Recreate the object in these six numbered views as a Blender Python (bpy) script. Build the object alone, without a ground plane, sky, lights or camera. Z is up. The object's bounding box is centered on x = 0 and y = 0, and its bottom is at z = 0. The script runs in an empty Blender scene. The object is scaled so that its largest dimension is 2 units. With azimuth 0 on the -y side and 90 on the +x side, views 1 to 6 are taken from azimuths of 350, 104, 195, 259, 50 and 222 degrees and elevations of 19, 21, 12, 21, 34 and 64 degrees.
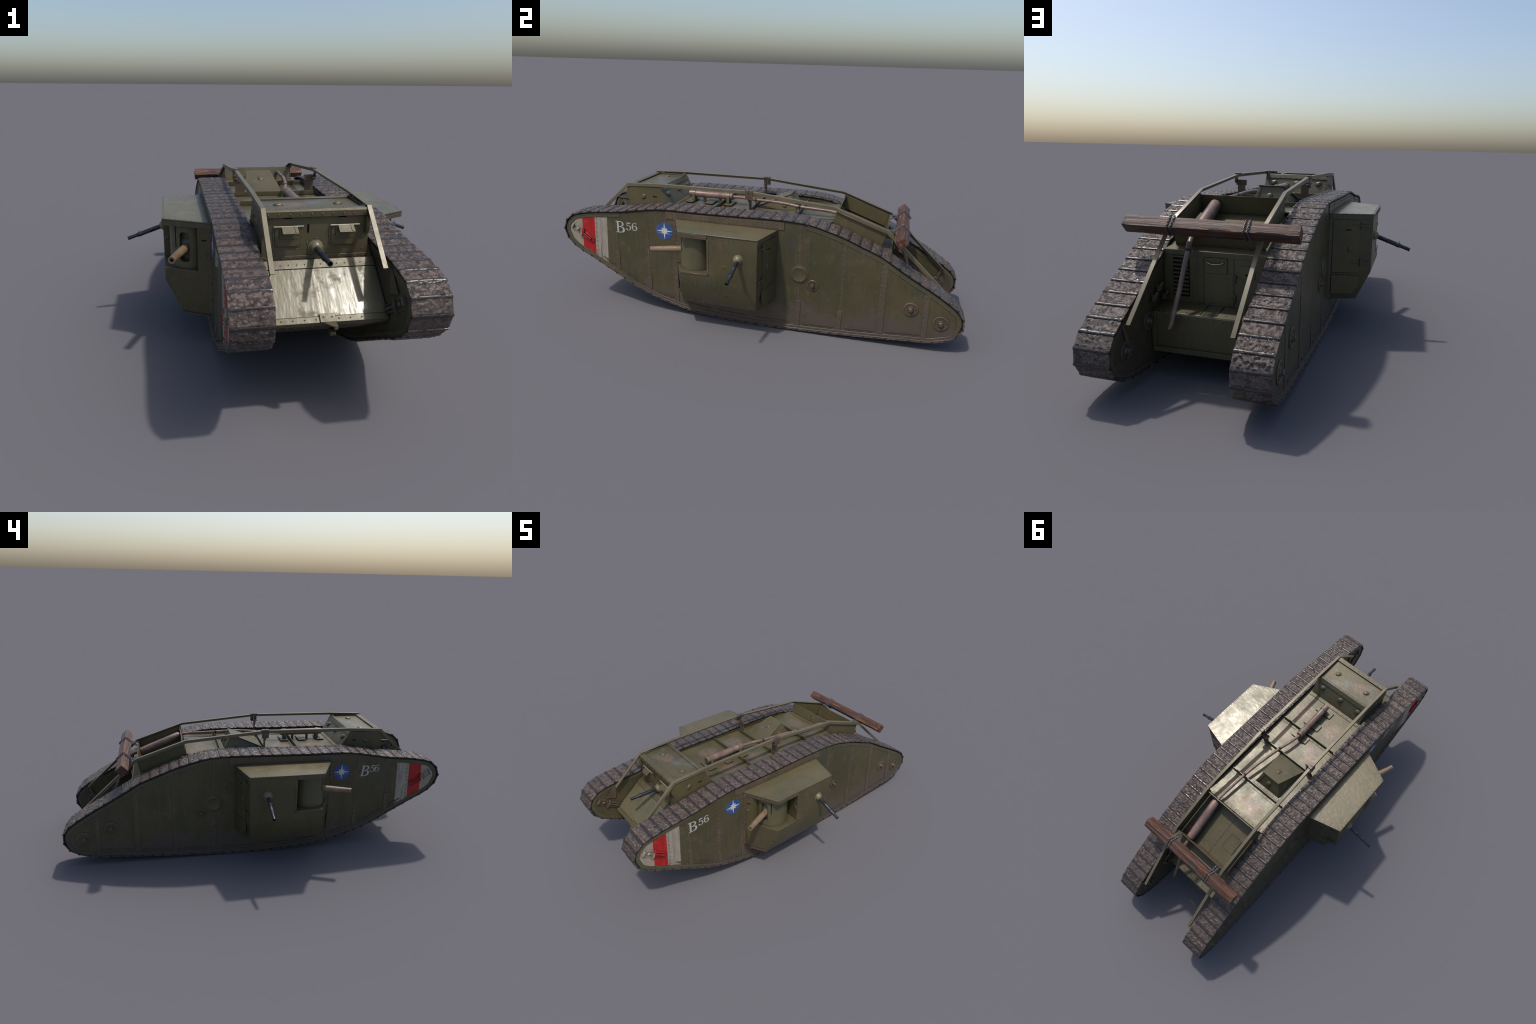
# First World War rhomboid heavy tank, built part by part from profiles and rules.
# Frame: metres, z up, nose towards -y, longest side 2.00 m, mirrored about x = 0.
import bpy, bmesh, math, random
from mathutils import Vector, Matrix, noise

random.seed(56)
V = Vector
COL = bpy.context.scene.collection


# ------------------------------------------------------------------ materials
class NT:
    """Small wrapper that keeps node wiring readable."""

    def __init__(self, name):
        self.m = bpy.data.materials.new(name)
        self.m.use_nodes = True
        self.t = self.m.node_tree
        self.t.nodes.clear()
        self.out = self.n("ShaderNodeOutputMaterial")
        self.bsdf = self.n("ShaderNodeBsdfPrincipled")
        self.t.links.new(self.bsdf.outputs[0], self.out.inputs[0])
        self.tc = self.n("ShaderNodeTexCoord")
        self.obj = self.tc.outputs["Object"]

    def n(self, kind, **kw):
        nd = self.t.nodes.new(kind)
        for k, v in kw.items():
            setattr(nd, k, v)
        return nd

    def link(self, a, b):
        self.t.links.new(a, b)

    def mapping(self, scale=(1, 1, 1), loc=(0, 0, 0), rot=(0, 0, 0), src=None):
        mp = self.n("ShaderNodeMapping")
        mp.inputs["Scale"].default_value = scale
        mp.inputs["Location"].default_value = loc
        mp.inputs["Rotation"].default_value = rot
        self.link(src or self.obj, mp.inputs["Vector"])
        return mp.outputs[0]

    def noise(self, scale, detail=4, rough=0.55, vec=None, dist=0.0):
        nd = self.n("ShaderNodeTexNoise")
        nd.inputs["Scale"].default_value = scale
        nd.inputs["Detail"].default_value = detail
        nd.inputs["Roughness"].default_value = rough
        nd.inputs["Distortion"].default_value = dist
        self.link(vec or self.obj, nd.inputs["Vector"])
        return nd.outputs["Fac"]

    def ramp(self, fac, lo, hi, a=(0, 0, 0, 1), b=(1, 1, 1, 1)):
        r = self.n("ShaderNodeValToRGB")
        e = r.color_ramp.elements
        e[0].position, e[1].position = lo, hi
        e[0].color, e[1].color = a, b
        self.link(fac, r.inputs[0])
        return r.outputs[0]

    def math(self, op, a, b=0.0, c=None, clamp=False):
        nd = self.n("ShaderNodeMath", operation=op, use_clamp=clamp)
        for i, x in enumerate((a, b) if c is None else (a, b, c)):
            if isinstance(x, (int, float)):
                nd.inputs[i].default_value = x
            else:
                self.link(x, nd.inputs[i])
        return nd.outputs[0]

    def mix(self, fac, a, b, blend="MIX"):
        nd = self.n("ShaderNodeMix", data_type="RGBA", blend_type=blend)
        for sock, x in ((nd.inputs[0], fac), (nd.inputs[6], a), (nd.inputs[7], b)):
            if isinstance(x, (int, float)):
                sock.default_value = x
            elif isinstance(x, tuple):
                sock.default_value = (*x, 1) if len(x) == 3 else x
            else:
                self.link(x, sock)
        return nd.outputs[2]

    def xyz(self):
        s = self.n("ShaderNodeSeparateXYZ")
        self.link(self.obj, s.inputs[0])
        return s.outputs

    def up(self):
        """How much the true surface faces upwards, 0..1."""
        g = self.n("ShaderNodeNewGeometry")
        s = self.n("ShaderNodeSeparateXYZ")
        self.link(g.outputs["Normal"], s.inputs[0])
        return s.outputs[2]

    def edge(self, radius, lo=0.6, hi=0.97):
        """Mask of worn edges: where a rounded normal leaves the flat one."""
        bv = self.n("ShaderNodeBevel", samples=6)
        bv.inputs["Radius"].default_value = radius
        g = self.n("ShaderNodeNewGeometry")
        d = self.n("ShaderNodeVectorMath", operation="DOT_PRODUCT")
        self.link(bv.outputs[0], d.inputs[0])
        self.link(g.outputs["True Normal"], d.inputs[1])
        return self.ramp(d.outputs["Value"], lo, hi, (1, 1, 1, 1), (0, 0, 0, 1))

    def bump(self, height, strength, dist=0.002, normal=None):
        b = self.n("ShaderNodeBump")
        b.inputs["Strength"].default_value = strength
        b.inputs["Distance"].default_value = dist
        self.link(height, b.inputs["Height"])
        if normal:
            self.link(normal, b.inputs["Normal"])
        return b.outputs[0]

    def finish(self, col, rough=0.45, metal=0.0, normal=None, spec=0.5):
        for key, x in (("Base Color", col), ("Roughness", rough), ("Metallic", metal),
                       ("Specular IOR Level", spec)):
            s = self.bsdf.inputs[key]
            if isinstance(x, (int, float)):
                s.default_value = x
            elif isinstance(x, tuple):
                s.default_value = (*x, 1)
            else:
                self.link(x, s)
        if normal:
            self.link(normal, self.bsdf.inputs["Normal"])
        return self.m


OLIVE = (0.110, 0.091, 0.041)
OLIVE_DARK = (0.078, 0.068, 0.031)
RUST = (0.135, 0.092, 0.066)
MUD = (0.105, 0.078, 0.062)


def paint(name, base=OLIVE, dark=OLIVE_DARK, rust=0.0, wear=0.5, mud=False, patches=False,
          stripes=False, rough=0.42, scratch=0.25, streak=0.6, metal=0.12):
    t = NT(name)
    x, y, z = t.xyz()
    big = t.noise(5.0, 5, 0.6)
    col = t.mix(t.ramp(big, 0.36, 0.66), dark, base)
    # brownish cast towards the upper edges of tall plates, greyer further down
    blot = t.ramp(t.noise(11, 6, 0.65, t.mapping(loc=(3.1, 1.7, 0.4))), 0.52, 0.72)
    col = t.mix(t.math("MULTIPLY", blot, 0.55), col, (0.078, 0.077, 0.058))
    warm = t.ramp(t.noise(7, 6, 0.65, t.mapping(loc=(9.1, 4.7, 3.4), scale=(1, 1, 0.6))), 0.50, 0.68)
    col = t.mix(t.math("MULTIPLY", warm, 0.50), col, tuple(0.62 * b + 0.38 * r for b, r in zip(base, (0.115, 0.075, 0.048))))
    # rain streaks: long vertical noise, pale and dark
    sv = t.mapping(scale=(55, 55, 4))
    st = t.noise(1.0, 5, 0.6, sv)
    col = t.mix(t.math("MULTIPLY", t.ramp(st, 0.60, 0.78), 0.35 * streak), col, (0.17, 0.17, 0.12))
    col = t.mix(t.math("MULTIPLY", t.ramp(st, 0.28, 0.42, (1, 1, 1, 1), (0, 0, 0, 1)), 0.55 * streak), col, (0.045, 0.040, 0.026))
    # broad rusty runs under the upper edges
    dv = t.noise(1.0, 5, 0.65, t.mapping(scale=(24, 24, 1.8), loc=(4.2, 1.1, 0.7)))
    col = t.mix(t.math("MULTIPLY", t.ramp(dv, 0.52, 0.70), 0.45 * streak), col, tuple(0.5 * b + 0.5 * r for b, r in zip(base, (0.120, 0.076, 0.050))))
    gv = t.noise(1.0, 5, 0.65, t.mapping(scale=(12, 12, 6), loc=(1.2, 7.1, 2.7)))
    col = t.mix(t.math("MULTIPLY", t.ramp(gv, 0.55, 0.70), 0.55 * streak), col, (0.052, 0.054, 0.042))
    if rust:
        rn = t.noise(14, 8, 0.7, t.mapping(loc=(0.3, 5.2, 2.2)))
        rm = t.ramp(rn, 0.62 - 0.45 * rust, 0.80 - 0.40 * rust)
        col = t.mix(t.math("MULTIPLY", rm, 0.85), col, RUST)
    if patches:
        # rubbed primer showing on walked-on plates
        # boots wear the middle of every walkway panel
        wob = t.math("MULTIPLY_ADD", t.noise(20, 5, 0.7), 0.10, -0.05)
        pn = None
        for cx, cy, rx, ry in ((-0.060, -0.602, 0.055, 0.045), (0.110, -0.330, 0.040, 0.070), (-0.090, -0.325, 0.050, 0.065),
                               (-0.090, -0.150, 0.060, 0.060), (0.100, -0.140, 0.040, 0.050), (-0.045, 0.285, 0.075, 0.050),
                               (0.120, 0.280, 0.030, 0.045)):
            dx = t.math("DIVIDE", t.math("SUBTRACT", x, cx), rx)
            dy = t.math("DIVIDE", t.math("SUBTRACT", y, cy), ry)
            d2 = t.math("ADD", t.math("MULTIPLY", dx, dx), t.math("MULTIPLY", dy, dy))
            sp = t.ramp(t.math("MULTIPLY_ADD", wob, 12.0, d2), 0.25, 1.0, (1, 1, 1, 1), (0, 0, 0, 1))
            pn = sp if pn is None else t.math("MAXIMUM", pn, sp)
        pf = t.ramp(t.noise(90, 6, 0.75), 0.40, 0.62)
        up = t.ramp(t.up(), 0.5, 0.9)
        pm = t.math("MULTIPLY", t.math("MULTIPLY", pn, pf), up)
        col = t.mix(t.math("MULTIPLY", pm, 0.80), col, (0.235, 0.145, 0.110))
        gn = t.ramp(t.noise(8, 5, 0.6, t.mapping(loc=(1.2, 9.1, 0))), 0.56, 0.66)
        col = t.mix(t.math("MULTIPLY", t.math("MULTIPLY", gn, up), 0.5), col, (0.135, 0.145, 0.135))
    if stripes:
        # nose recognition bands: cream, red, off-white; they lean slightly with height
        yy = t.math("ADD", t.math("MULTIPLY_ADD", z, -0.045, y), 0.0206)
        wob = t.math("MULTIPLY_ADD", t.noise(60, 3), 0.006, -0.003)
        yw = t.math("ADD", yy, wob)
        strk = t.noise(1, 6, 0.7, t.mapping(scale=(70, 70, 9)))
        white = t.mix(t.ramp(strk, 0.40, 0.66), (0.36, 0.325, 0.270), (0.235, 0.190, 0.145))
        cream = t.mix(t.ramp(strk, 0.40, 0.72), (0.34, 0.295, 0.225), (0.25, 0.205, 0.15))
        redc = t.mix(t.ramp(strk, 0.42, 0.75), (0.42, 0.014, 0.013), (0.23, 0.011, 0.010))
        chip = t.ramp(t.noise(45, 8, 0.75), 0.61, 0.68)
        keep = t.math("SUBTRACT", 1.0, t.math("MULTIPLY", chip, 0.75))
        # the bands are painted on the outer faces only
        keep = t.math("MULTIPLY", keep, t.math("GREATER_THAN", t.math("ABSOLUTE", x), 0.27))
        inw = t.math("MULTIPLY", t.math("LESS_THAN", yw, -0.7495), keep)
        inr = t.math("MULTIPLY", t.math("LESS_THAN", yy, -0.8195), keep)
        inc = t.math("MULTIPLY", t.math("LESS_THAN", yy, -0.8905), keep)
        col = t.mix(inw, col, white)
        col = t.mix(inr, col, redc)
        col = t.mix(inc, col, cream)
    if wear:
        e = t.edge(0.0035)
        en = t.ramp(t.noise(35, 6, 0.7), 0.38, 0.62)
        col = t.mix(t.math("MULTIPLY", t.math("MULTIPLY", e, en), wear), col, (0.20, 0.135, 0.105))
    if mud:
        mz = t.math("MULTIPLY_ADD", t.noise(15, 8, 0.72, t.mapping(scale=(1, 1, 0.6))), 0.52, -0.108)
        mm = t.ramp(t.math("SUBTRACT", mz, z), 0.0, 0.045)
        col = t.mix(t.math("MULTIPLY", mm, 0.88), col, t.mix(t.noise(40, 5, 0.7), (0.075, 0.060, 0.048), MUD))
    # occlusion shade baked into the paint: darkens corners, laps and rivet surrounds
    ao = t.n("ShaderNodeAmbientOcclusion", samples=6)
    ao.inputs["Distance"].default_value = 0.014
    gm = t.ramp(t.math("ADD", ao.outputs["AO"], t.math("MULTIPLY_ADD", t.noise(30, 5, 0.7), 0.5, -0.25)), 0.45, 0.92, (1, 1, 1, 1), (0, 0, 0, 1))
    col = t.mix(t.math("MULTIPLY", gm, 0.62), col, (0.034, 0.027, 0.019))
    fine = t.noise(160, 4, 0.6)
    scr = t.noise(1.0, 2.5 if scratch > 0.4 else 5, 0.6, t.mapping(scale=(34, 7, 7) if scratch > 0.4 else (38, 60, 14), rot=(0.05, 0.08, 0.12)))
    nrm = t.bump(fine, 0.12, 0.001)
    nrm = t.bump(scr, scratch, 0.003, nrm)
    rg = t.math("MULTIPLY_ADD", t.noise(13, 7, 0.68), 0.50, rough - 0.25)
    if scratch > 0.4:
        # dull mossy stains on the shiny nose plate
        sn = t.ramp(t.noise(13, 5, 0.6, t.mapping(loc=(2.2, 6.1, 1.3))), 0.54, 0.66)
        col = t.mix(t.math("MULTIPLY", sn, 0.7), col, (0.095, 0.080, 0.034))
        rg = t.math("ADD", rg, t.math("MULTIPLY", sn, 0.28))
    return t.finish(col, rg, metal, nrm, 0.5)


def track_steel():
    t = NT("track_steel_and_mud")
    info = t.n("ShaderNodeObjectInfo")
    off = t.n("ShaderNodeVectorMath", operation="MULTIPLY_ADD")
    t.link(info.outputs["Random"], off.inputs[0])
    off.inputs[1].default_value = (37.0, 91.0, 53.0)
    t.link(t.obj, off.inputs[2])
    v = off.outputs[0]
    steel = t.mix(t.noise(60, 5, 0.7, v), (0.026, 0.024, 0.026), (0.064, 0.055, 0.052))
    mudc = t.mix(t.noise(120, 5, 0.7, v), (0.055, 0.040, 0.033), (0.190, 0.132, 0.103))
    g = t.n("ShaderNodeSeparateXYZ")
    t.link(t.obj, g.inputs[0])
    # mud sits on the middle of the shoe, bare steel along lip and rims
    inner = t.ramp(t.math("ABSOLUTE", t.math("SUBTRACT", g.outputs[1], 0.0225)), 0.0165, 0.0245, (1, 1, 1, 1), (0, 0, 0, 1))
    mk = t.ramp(t.math("ADD", t.noise(62, 7, 0.72, v), t.math("MULTIPLY", inner, 0.20)), 0.56, 0.70)
    amt = t.math("MULTIPLY_ADD", info.outputs["Random"], 0.35, 0.62)
    mk = t.math("MULTIPLY", mk, amt)
    col = t.mix(mk, steel, mudc)
    h = t.noise(130, 6, 0.65, v)
    nrm = t.bump(t.math("MULTIPLY", h, t.math("MULTIPLY_ADD", mk, 0.9, 0.1)), 0.85, 0.005)
    rg = t.mix(mk, (0.27, 0.27, 0.27), t.mix(t.noise(90, 4, 0.6, v), (0.10, 0.10, 0.10), (0.46, 0.46, 0.46)))
    return t.finish(col, rg, t.math("MULTIPLY_ADD", mk, -0.35, 0.35), nrm, 0.55)


def plain(name, col, rough=0.5, metal=0.0, var=0.25, scale=40, bump=0.1, spec=0.5, wear=None):
    t = NT(name)
    n = t.noise(scale, 6, 0.65)
    lo = tuple(c * (1 - var) for c in col)
    hi = tuple(min(1, c * (1 + var)) for c in col)
    c = t.mix(t.ramp(n, 0.35, 0.65), lo, hi)
    if wear:
        c = t.mix(t.math("MULTIPLY", t.edge(0.003), 0.7), c, wear)
    return t.finish(c, t.math("MULTIPLY_ADD", n, 0.3, rough - 0.15), metal,
                    t.bump(t.noise(scale * 4, 4), bump, 0.001), spec)


def rusty_pipe():
    t = NT("rusty_exhaust")
    n = t.noise(26, 7, 0.68)
    c = t.mix(t.ramp(n, 0.34, 0.66), (0.115, 0.072, 0.058), (0.265, 0.165, 0.130))
    c = t.mix(t.math("MULTIPLY", t.ramp(t.noise(9, 5, 0.6, t.mapping(loc=(2, 2, 2))), 0.5, 0.7), 0.5), c, (0.11, 0.085, 0.062))
    return t.finish(c, t.math("MULTIPLY_ADD", n, 0.4, 0.2), 0.1, t.bump(t.noise(200, 4), 0.2, 0.001))


def old_wood():
    t = NT("weathered_timber")
    v = t.mapping(scale=(3.5, 60, 60))
    g = t.noise(1.0, 7, 0.65, v, 0.6)
    c = t.mix(t.ramp(g, 0.34, 0.60), (0.022, 0.010, 0.008), (0.110, 0.042, 0.022))
    c = t.mix(t.math("MULTIPLY", t.ramp(t.noise(1.0, 6, 0.7, t.mapping(scale=(5, 85, 85), loc=(3, 1, 2))), 0.54, 0.70), 0.9), c, (0.40, 0.165, 0.065))
    c = t.mix(t.math("MULTIPLY", t.ramp(t.noise(7, 4), 0.5, 0.75), 0.45), c, (0.075, 0.062, 0.058))
    c = t.mix(t.math("MULTIPLY", t.edge(0.006, 0.6, 0.98), 0.6), c, (0.095, 0.080, 0.078))
    nrm = t.bump(g, 0.9, 0.011)
    return t.finish(c, t.math("MULTIPLY_ADD", g, 0.3, 0.36), 0.0, nrm)


def decal(name, a, b, chip_to, thr=0.66):
    t = NT(name)
    c = t.mix(t.ramp(t.noise(1, 6, 0.7, t.mapping(scale=(60, 60, 14))), 0.4, 0.7), a, b)
    c = t.mix(t.ramp(t.noise(55, 8, 0.75), thr, thr + 0.05), c, chip_to)
    return t.finish(c, 0.5, 0, t.bump(t.noise(160), 0.1, 0.001))


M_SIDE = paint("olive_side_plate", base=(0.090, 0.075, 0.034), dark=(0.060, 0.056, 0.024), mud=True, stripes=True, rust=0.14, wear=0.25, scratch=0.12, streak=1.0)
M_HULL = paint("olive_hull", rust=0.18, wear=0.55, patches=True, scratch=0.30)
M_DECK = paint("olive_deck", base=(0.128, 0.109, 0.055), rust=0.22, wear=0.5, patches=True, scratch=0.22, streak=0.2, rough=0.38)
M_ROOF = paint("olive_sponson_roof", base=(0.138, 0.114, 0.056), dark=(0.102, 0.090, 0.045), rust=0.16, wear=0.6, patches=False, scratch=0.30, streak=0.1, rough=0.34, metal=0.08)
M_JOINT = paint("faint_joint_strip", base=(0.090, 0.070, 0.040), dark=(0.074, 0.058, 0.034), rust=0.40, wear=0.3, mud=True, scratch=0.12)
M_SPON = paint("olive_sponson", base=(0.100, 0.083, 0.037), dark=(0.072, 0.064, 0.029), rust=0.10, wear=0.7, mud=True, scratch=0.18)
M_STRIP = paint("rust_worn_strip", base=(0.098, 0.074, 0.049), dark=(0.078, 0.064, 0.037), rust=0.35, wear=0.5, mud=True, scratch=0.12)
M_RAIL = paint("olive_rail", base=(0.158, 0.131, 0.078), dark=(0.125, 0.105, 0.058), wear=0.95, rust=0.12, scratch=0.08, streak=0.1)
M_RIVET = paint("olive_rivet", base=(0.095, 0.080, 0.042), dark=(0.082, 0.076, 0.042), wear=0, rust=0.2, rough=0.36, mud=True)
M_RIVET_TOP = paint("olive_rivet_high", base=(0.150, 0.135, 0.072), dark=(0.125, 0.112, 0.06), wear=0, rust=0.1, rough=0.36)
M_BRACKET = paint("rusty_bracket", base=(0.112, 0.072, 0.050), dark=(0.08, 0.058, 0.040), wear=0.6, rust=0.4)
M_TRACK = track_steel()
M_BELT = plain("dark_track_chain", (0.022, 0.018, 0.016), 0.7, 0.0)
M_BLACK = plain("dark_opening", (0.006, 0.006, 0.006), 0.9, 0.0, bump=0.0, spec=0.1)
M_GUN = plain("blued_gun_steel", (0.040, 0.044, 0.052), 0.38, 0.55, 0.35, 60)
M_CANNON = plain("brown_gun_barrel", (0.185, 0.128, 0.078), 0.46, 0.0, 0.25, 18)
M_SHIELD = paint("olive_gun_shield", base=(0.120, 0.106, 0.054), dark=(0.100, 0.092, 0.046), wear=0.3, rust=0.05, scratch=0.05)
M_BALL = plain("olive_ball_mount", (0.150, 0.128, 0.072), 0.34, 0.0, 0.15, 30)
M_PIPE = rusty_pipe()
M_WOOD = old_wood()
M_CHAIN = plain("grey_chain_steel", (0.13, 0.13, 0.135), 0.42, 0.6, 0.4, 90)
M_WHITE = decal("white_lettering", (0.42, 0.41, 0.37), (0.32, 0.31, 0.27), (0.11, 0.10, 0.06), 0.64)
M_BLUE = decal("blue_roundel", (0.026, 0.066, 0.210), (0.045, 0.095, 0.250), (0.085, 0.080, 0.055), 0.60)
M_STAR = decal("white_star_paint", (0.56, 0.56, 0.54), (0.42, 0.42, 0.41), (0.20, 0.23, 0.30), 0.68)
M_HINGE = plain("bright_hinge_pin", (0.30, 0.28, 0.22), 0.4, 0.3, 0.2, 60)


# ------------------------------------------------------------------ geometry helpers
class MB:
    """Mesh builder: collects vertices and faces of one part."""

    def __init__(self):
        self.v, self.f = [], []

    def add(self, vs, fs):
        o = len(self.v)
        self.v += [tuple(p) for p in vs]
        self.f += [tuple(i + o for i in f) for f in fs]
        return self

    def box(self, c, s, M=None):
        sx, sy, sz = (k / 2 for k in s)
        vs = [V((x, y, z)) for x in (-sx, sx) for y in (-sy, sy) for z in (-sz, sz)]
        if M is not None:
            vs = [M @ p for p in vs]
        vs = [p + V(c) for p in vs]
        return self.add(vs, [(0, 1, 3, 2), (4, 6, 7, 5), (0, 4, 5, 1), (2, 3, 7, 6), (0, 2, 6, 4), (1, 5, 7, 3)])

    def prism(self, a, b):
        """Solid between two matching closed outlines."""
        n = len(a)
        fs = [tuple(range(n))[::-1], tuple(range(n, 2 * n))]
        fs += [(i, (i + 1) % n, n + (i + 1) % n, n + i) for i in range(n)]
        return self.add(list(a) + list(b), fs)

    def tube(self, pts, rad, seg=12, cap=True):
        """Round tube along a path; rad is one radius or one per point."""
        pts = [V(p) for p in pts]
        rad = rad if isinstance(rad, (list, tuple)) else [rad] * len(pts)
        o = len(self.v)
        ref = V((0, 0, 1))
        prev = None
        for i, p in enumerate(pts):
            a = pts[max(i - 1, 0)]
            b = pts[min(i + 1, len(pts) - 1)]
            d = b - a
            if d.length < 1e-9:
                d = prev
            d = d.normalized()
            prev = d
            if abs(d.dot(ref)) > 0.95:
                ref = V((1, 0, 0))
            s = d.cross(ref).normalized()
            u = s.cross(d)
            for k in range(seg):
                t = 2 * math.pi * k / seg
                self.v.append(tuple(p + (s * math.cos(t) + u * math.sin(t)) * rad[i]))
        for i in range(len(pts) - 1):
            for k in range(seg):
                k2 = (k + 1) % seg
                self.f.append((o + i * seg + k, o + i * seg + k2, o + (i + 1) * seg + k2, o + (i + 1) * seg + k))
        if cap:
            self.f.append(tuple(o + k for k in range(seg))[::-1])
            e = o + (len(pts) - 1) * seg
            self.f.append(tuple(e + k for k in range(seg)))
        return self

    def lathe(self, c, axis, prof, seg=24):
        """Turned part: prof is a list of (distance along axis, radius)."""
        ax = V(axis).normalized()
        return self.tube_prof([V(c) + ax * d for d, _ in prof], [r for _, r in prof], ax, seg)

    def tube_prof(self, pts, rad, d, seg):
        ref = V((0, 0, 1)) if abs(d.z) < 0.9 else V((1, 0, 0))
        s = d.cross(ref).normalized()
        u = s.cross(d)
        o = len(self.v)
        for p, r in zip(pts, rad):
            r = max(r, 1e-5)
            for k in range(seg):
                t = 2 * math.pi * (k + 0.5) / seg
                self.v.append(tuple(p + (s * math.cos(t) + u * math.sin(t)) * r))
        for i in range(len(pts) - 1):
            for k in range(seg):
                k2 = (k + 1) % seg
                self.f.append((o + i * seg + k, o + i * seg + k2, o + (i + 1) * seg + k2, o + (i + 1) * seg + k))
        self.f.append(tuple(o + k for k in range(seg))[::-1])
        e = o + (len(pts) - 1) * seg
        self.f.append(tuple(e + k for k in range(seg)))
        return self

    def rivet(self, p, n, r=0.0026, h=0.0017, seg=7):
        self.lathe(V(p) - V(n) * 0.0006, n, [(0, r), (h * 0.75 + 0.0006, r * 0.78), (h * 1.15 + 0.0006, r * 0.25)], seg)
        return self

    def rivets(self, a, b, step, n, r=0.0026, h=0.0017, ends=True):
        a, b = V(a), V(b)
        k = max(1, round((b - a).length / step))
        for i in range(k + 1):
            if not ends and i in (0, k):
                continue
            self.rivet(a.lerp(b, i / k), n, r, h)
        return self


class Plane:
    """A local drawing board on a flat face: u, v in the face, n outwards."""

    def __init__(self, o, u, v, n=None):
        self.o, self.u = V(o), V(u).normalized()
        vv = V(v)
        self.v = (vv - self.u * vv.dot(self.u)).normalized()
        self.n = V(n).normalized() if n else self.u.cross(self.v).normalized()

    def p(self, a, b, c=0.0):
        return self.o + self.u * a + self.v * b + self.n * c

    def box(self, mb, u0, u1, v0, v1, n0, n1):
        a = [self.p(u0, v0, n0), self.p(u1, v0, n0), self.p(u1, v1, n0), self.p(u0, v1, n0)]
        b = [self.p(u0, v0, n1), self.p(u1, v0, n1), self.p(u1, v1, n1), self.p(u0, v1, n1)]
        return mb.prism(a, b)

    def poly(self, mb, pts, n0, n1):
        return mb.prism([self.p(a, b, n0) for a, b in pts], [self.p(a, b, n1) for a, b in pts])


def rounded(u0, u1, v0, v1, r, k=4):
    out = []
    for cu, cv, a0 in ((u1 - r, v1 - r, 0), (u0 + r, v1 - r, 90), (u0 + r, v0 + r, 180), (u1 - r, v0 + r, 270)):
        for i in range(k + 1):
            t = math.radians(a0 + 90 * i / k)
            out.append((cu + r * math.cos(t), cv + r * math.sin(t)))
    return out


def make(name, mb, mat, parent=None, bevel=0.0, seg=2, smooth=35, stuff=False, mesh=None):
    if mesh is None:
        mesh = bpy.data.meshes.new(name)
        mesh.from_pydata(mb.v, [], mb.f)
        bm = bmesh.new()
        bm.from_mesh(mesh)
        bmesh.ops.recalc_face_normals(bm, faces=bm.faces[:])
        bm.to_mesh(mesh)
        bm.free()
        mesh.materials.append(mat)
        mesh.polygons.foreach_set("use_smooth", [True] * len(mesh.polygons))
        mesh.set_sharp_from_angle(angle=math.radians(smooth))
    ob = bpy.data.objects.new(name, mesh)
    COL.objects.link(ob)
    if parent:
        ob.parent = parent
    if bevel:
        m = ob.modifiers.new("edge_rounding", "BEVEL")
        m.width, m.segments, m.limit_method, m.angle_limit = bevel, seg, "ANGLE", math.radians(40)
    if stuff:
        ob["kind"] = "stuff"
    return ob


def cut(ob, cutter_mb):
    """Carve an opening out of a part, applied at once."""
    cm = bpy.data.meshes.new("cutter")
    cm.from_pydata(cutter_mb.v, [], cutter_mb.f)
    bm = bmesh.new()
    bm.from_mesh(cm)
    bmesh.ops.recalc_face_normals(bm, faces=bm.faces[:])
    bm.to_mesh(cm)
    bm.free()
    co = bpy.data.objects.new("cutter", cm)
    COL.objects.link(co)
    m = ob.modifiers.new("opening", "BOOLEAN")
    m.operation, m.object, m.solver = "DIFFERENCE", co, "EXACT"
    # the opening must come before edge rounding
    if len(ob.modifiers) > 1:
        bpy.context.view_layer.objects.active = ob
        ob.modifiers.move(len(ob.modifiers) - 1, 0)
    bpy.context.view_layer.update()
    dg = bpy.context.evaluated_depsgraph_get()
    bev = [x for x in ob.modifiers if x.type == "BEVEL"]
    for x in bev:
        x.show_viewport = False
    dg.update()
    new = bpy.data.meshes.new_from_object(ob.evaluated_get(dg))
    for x in bev:
        x.show_viewport = True
    old = ob.data
    new.name = old.name
    ob.modifiers.remove(m)
    ob.data = new
    new.polygons.foreach_set("use_smooth", [True] * len(new.polygons))
    new.set_sharp_from_angle(angle=math.radians(35))
    bpy.data.objects.remove(co)
    return ob


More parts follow.
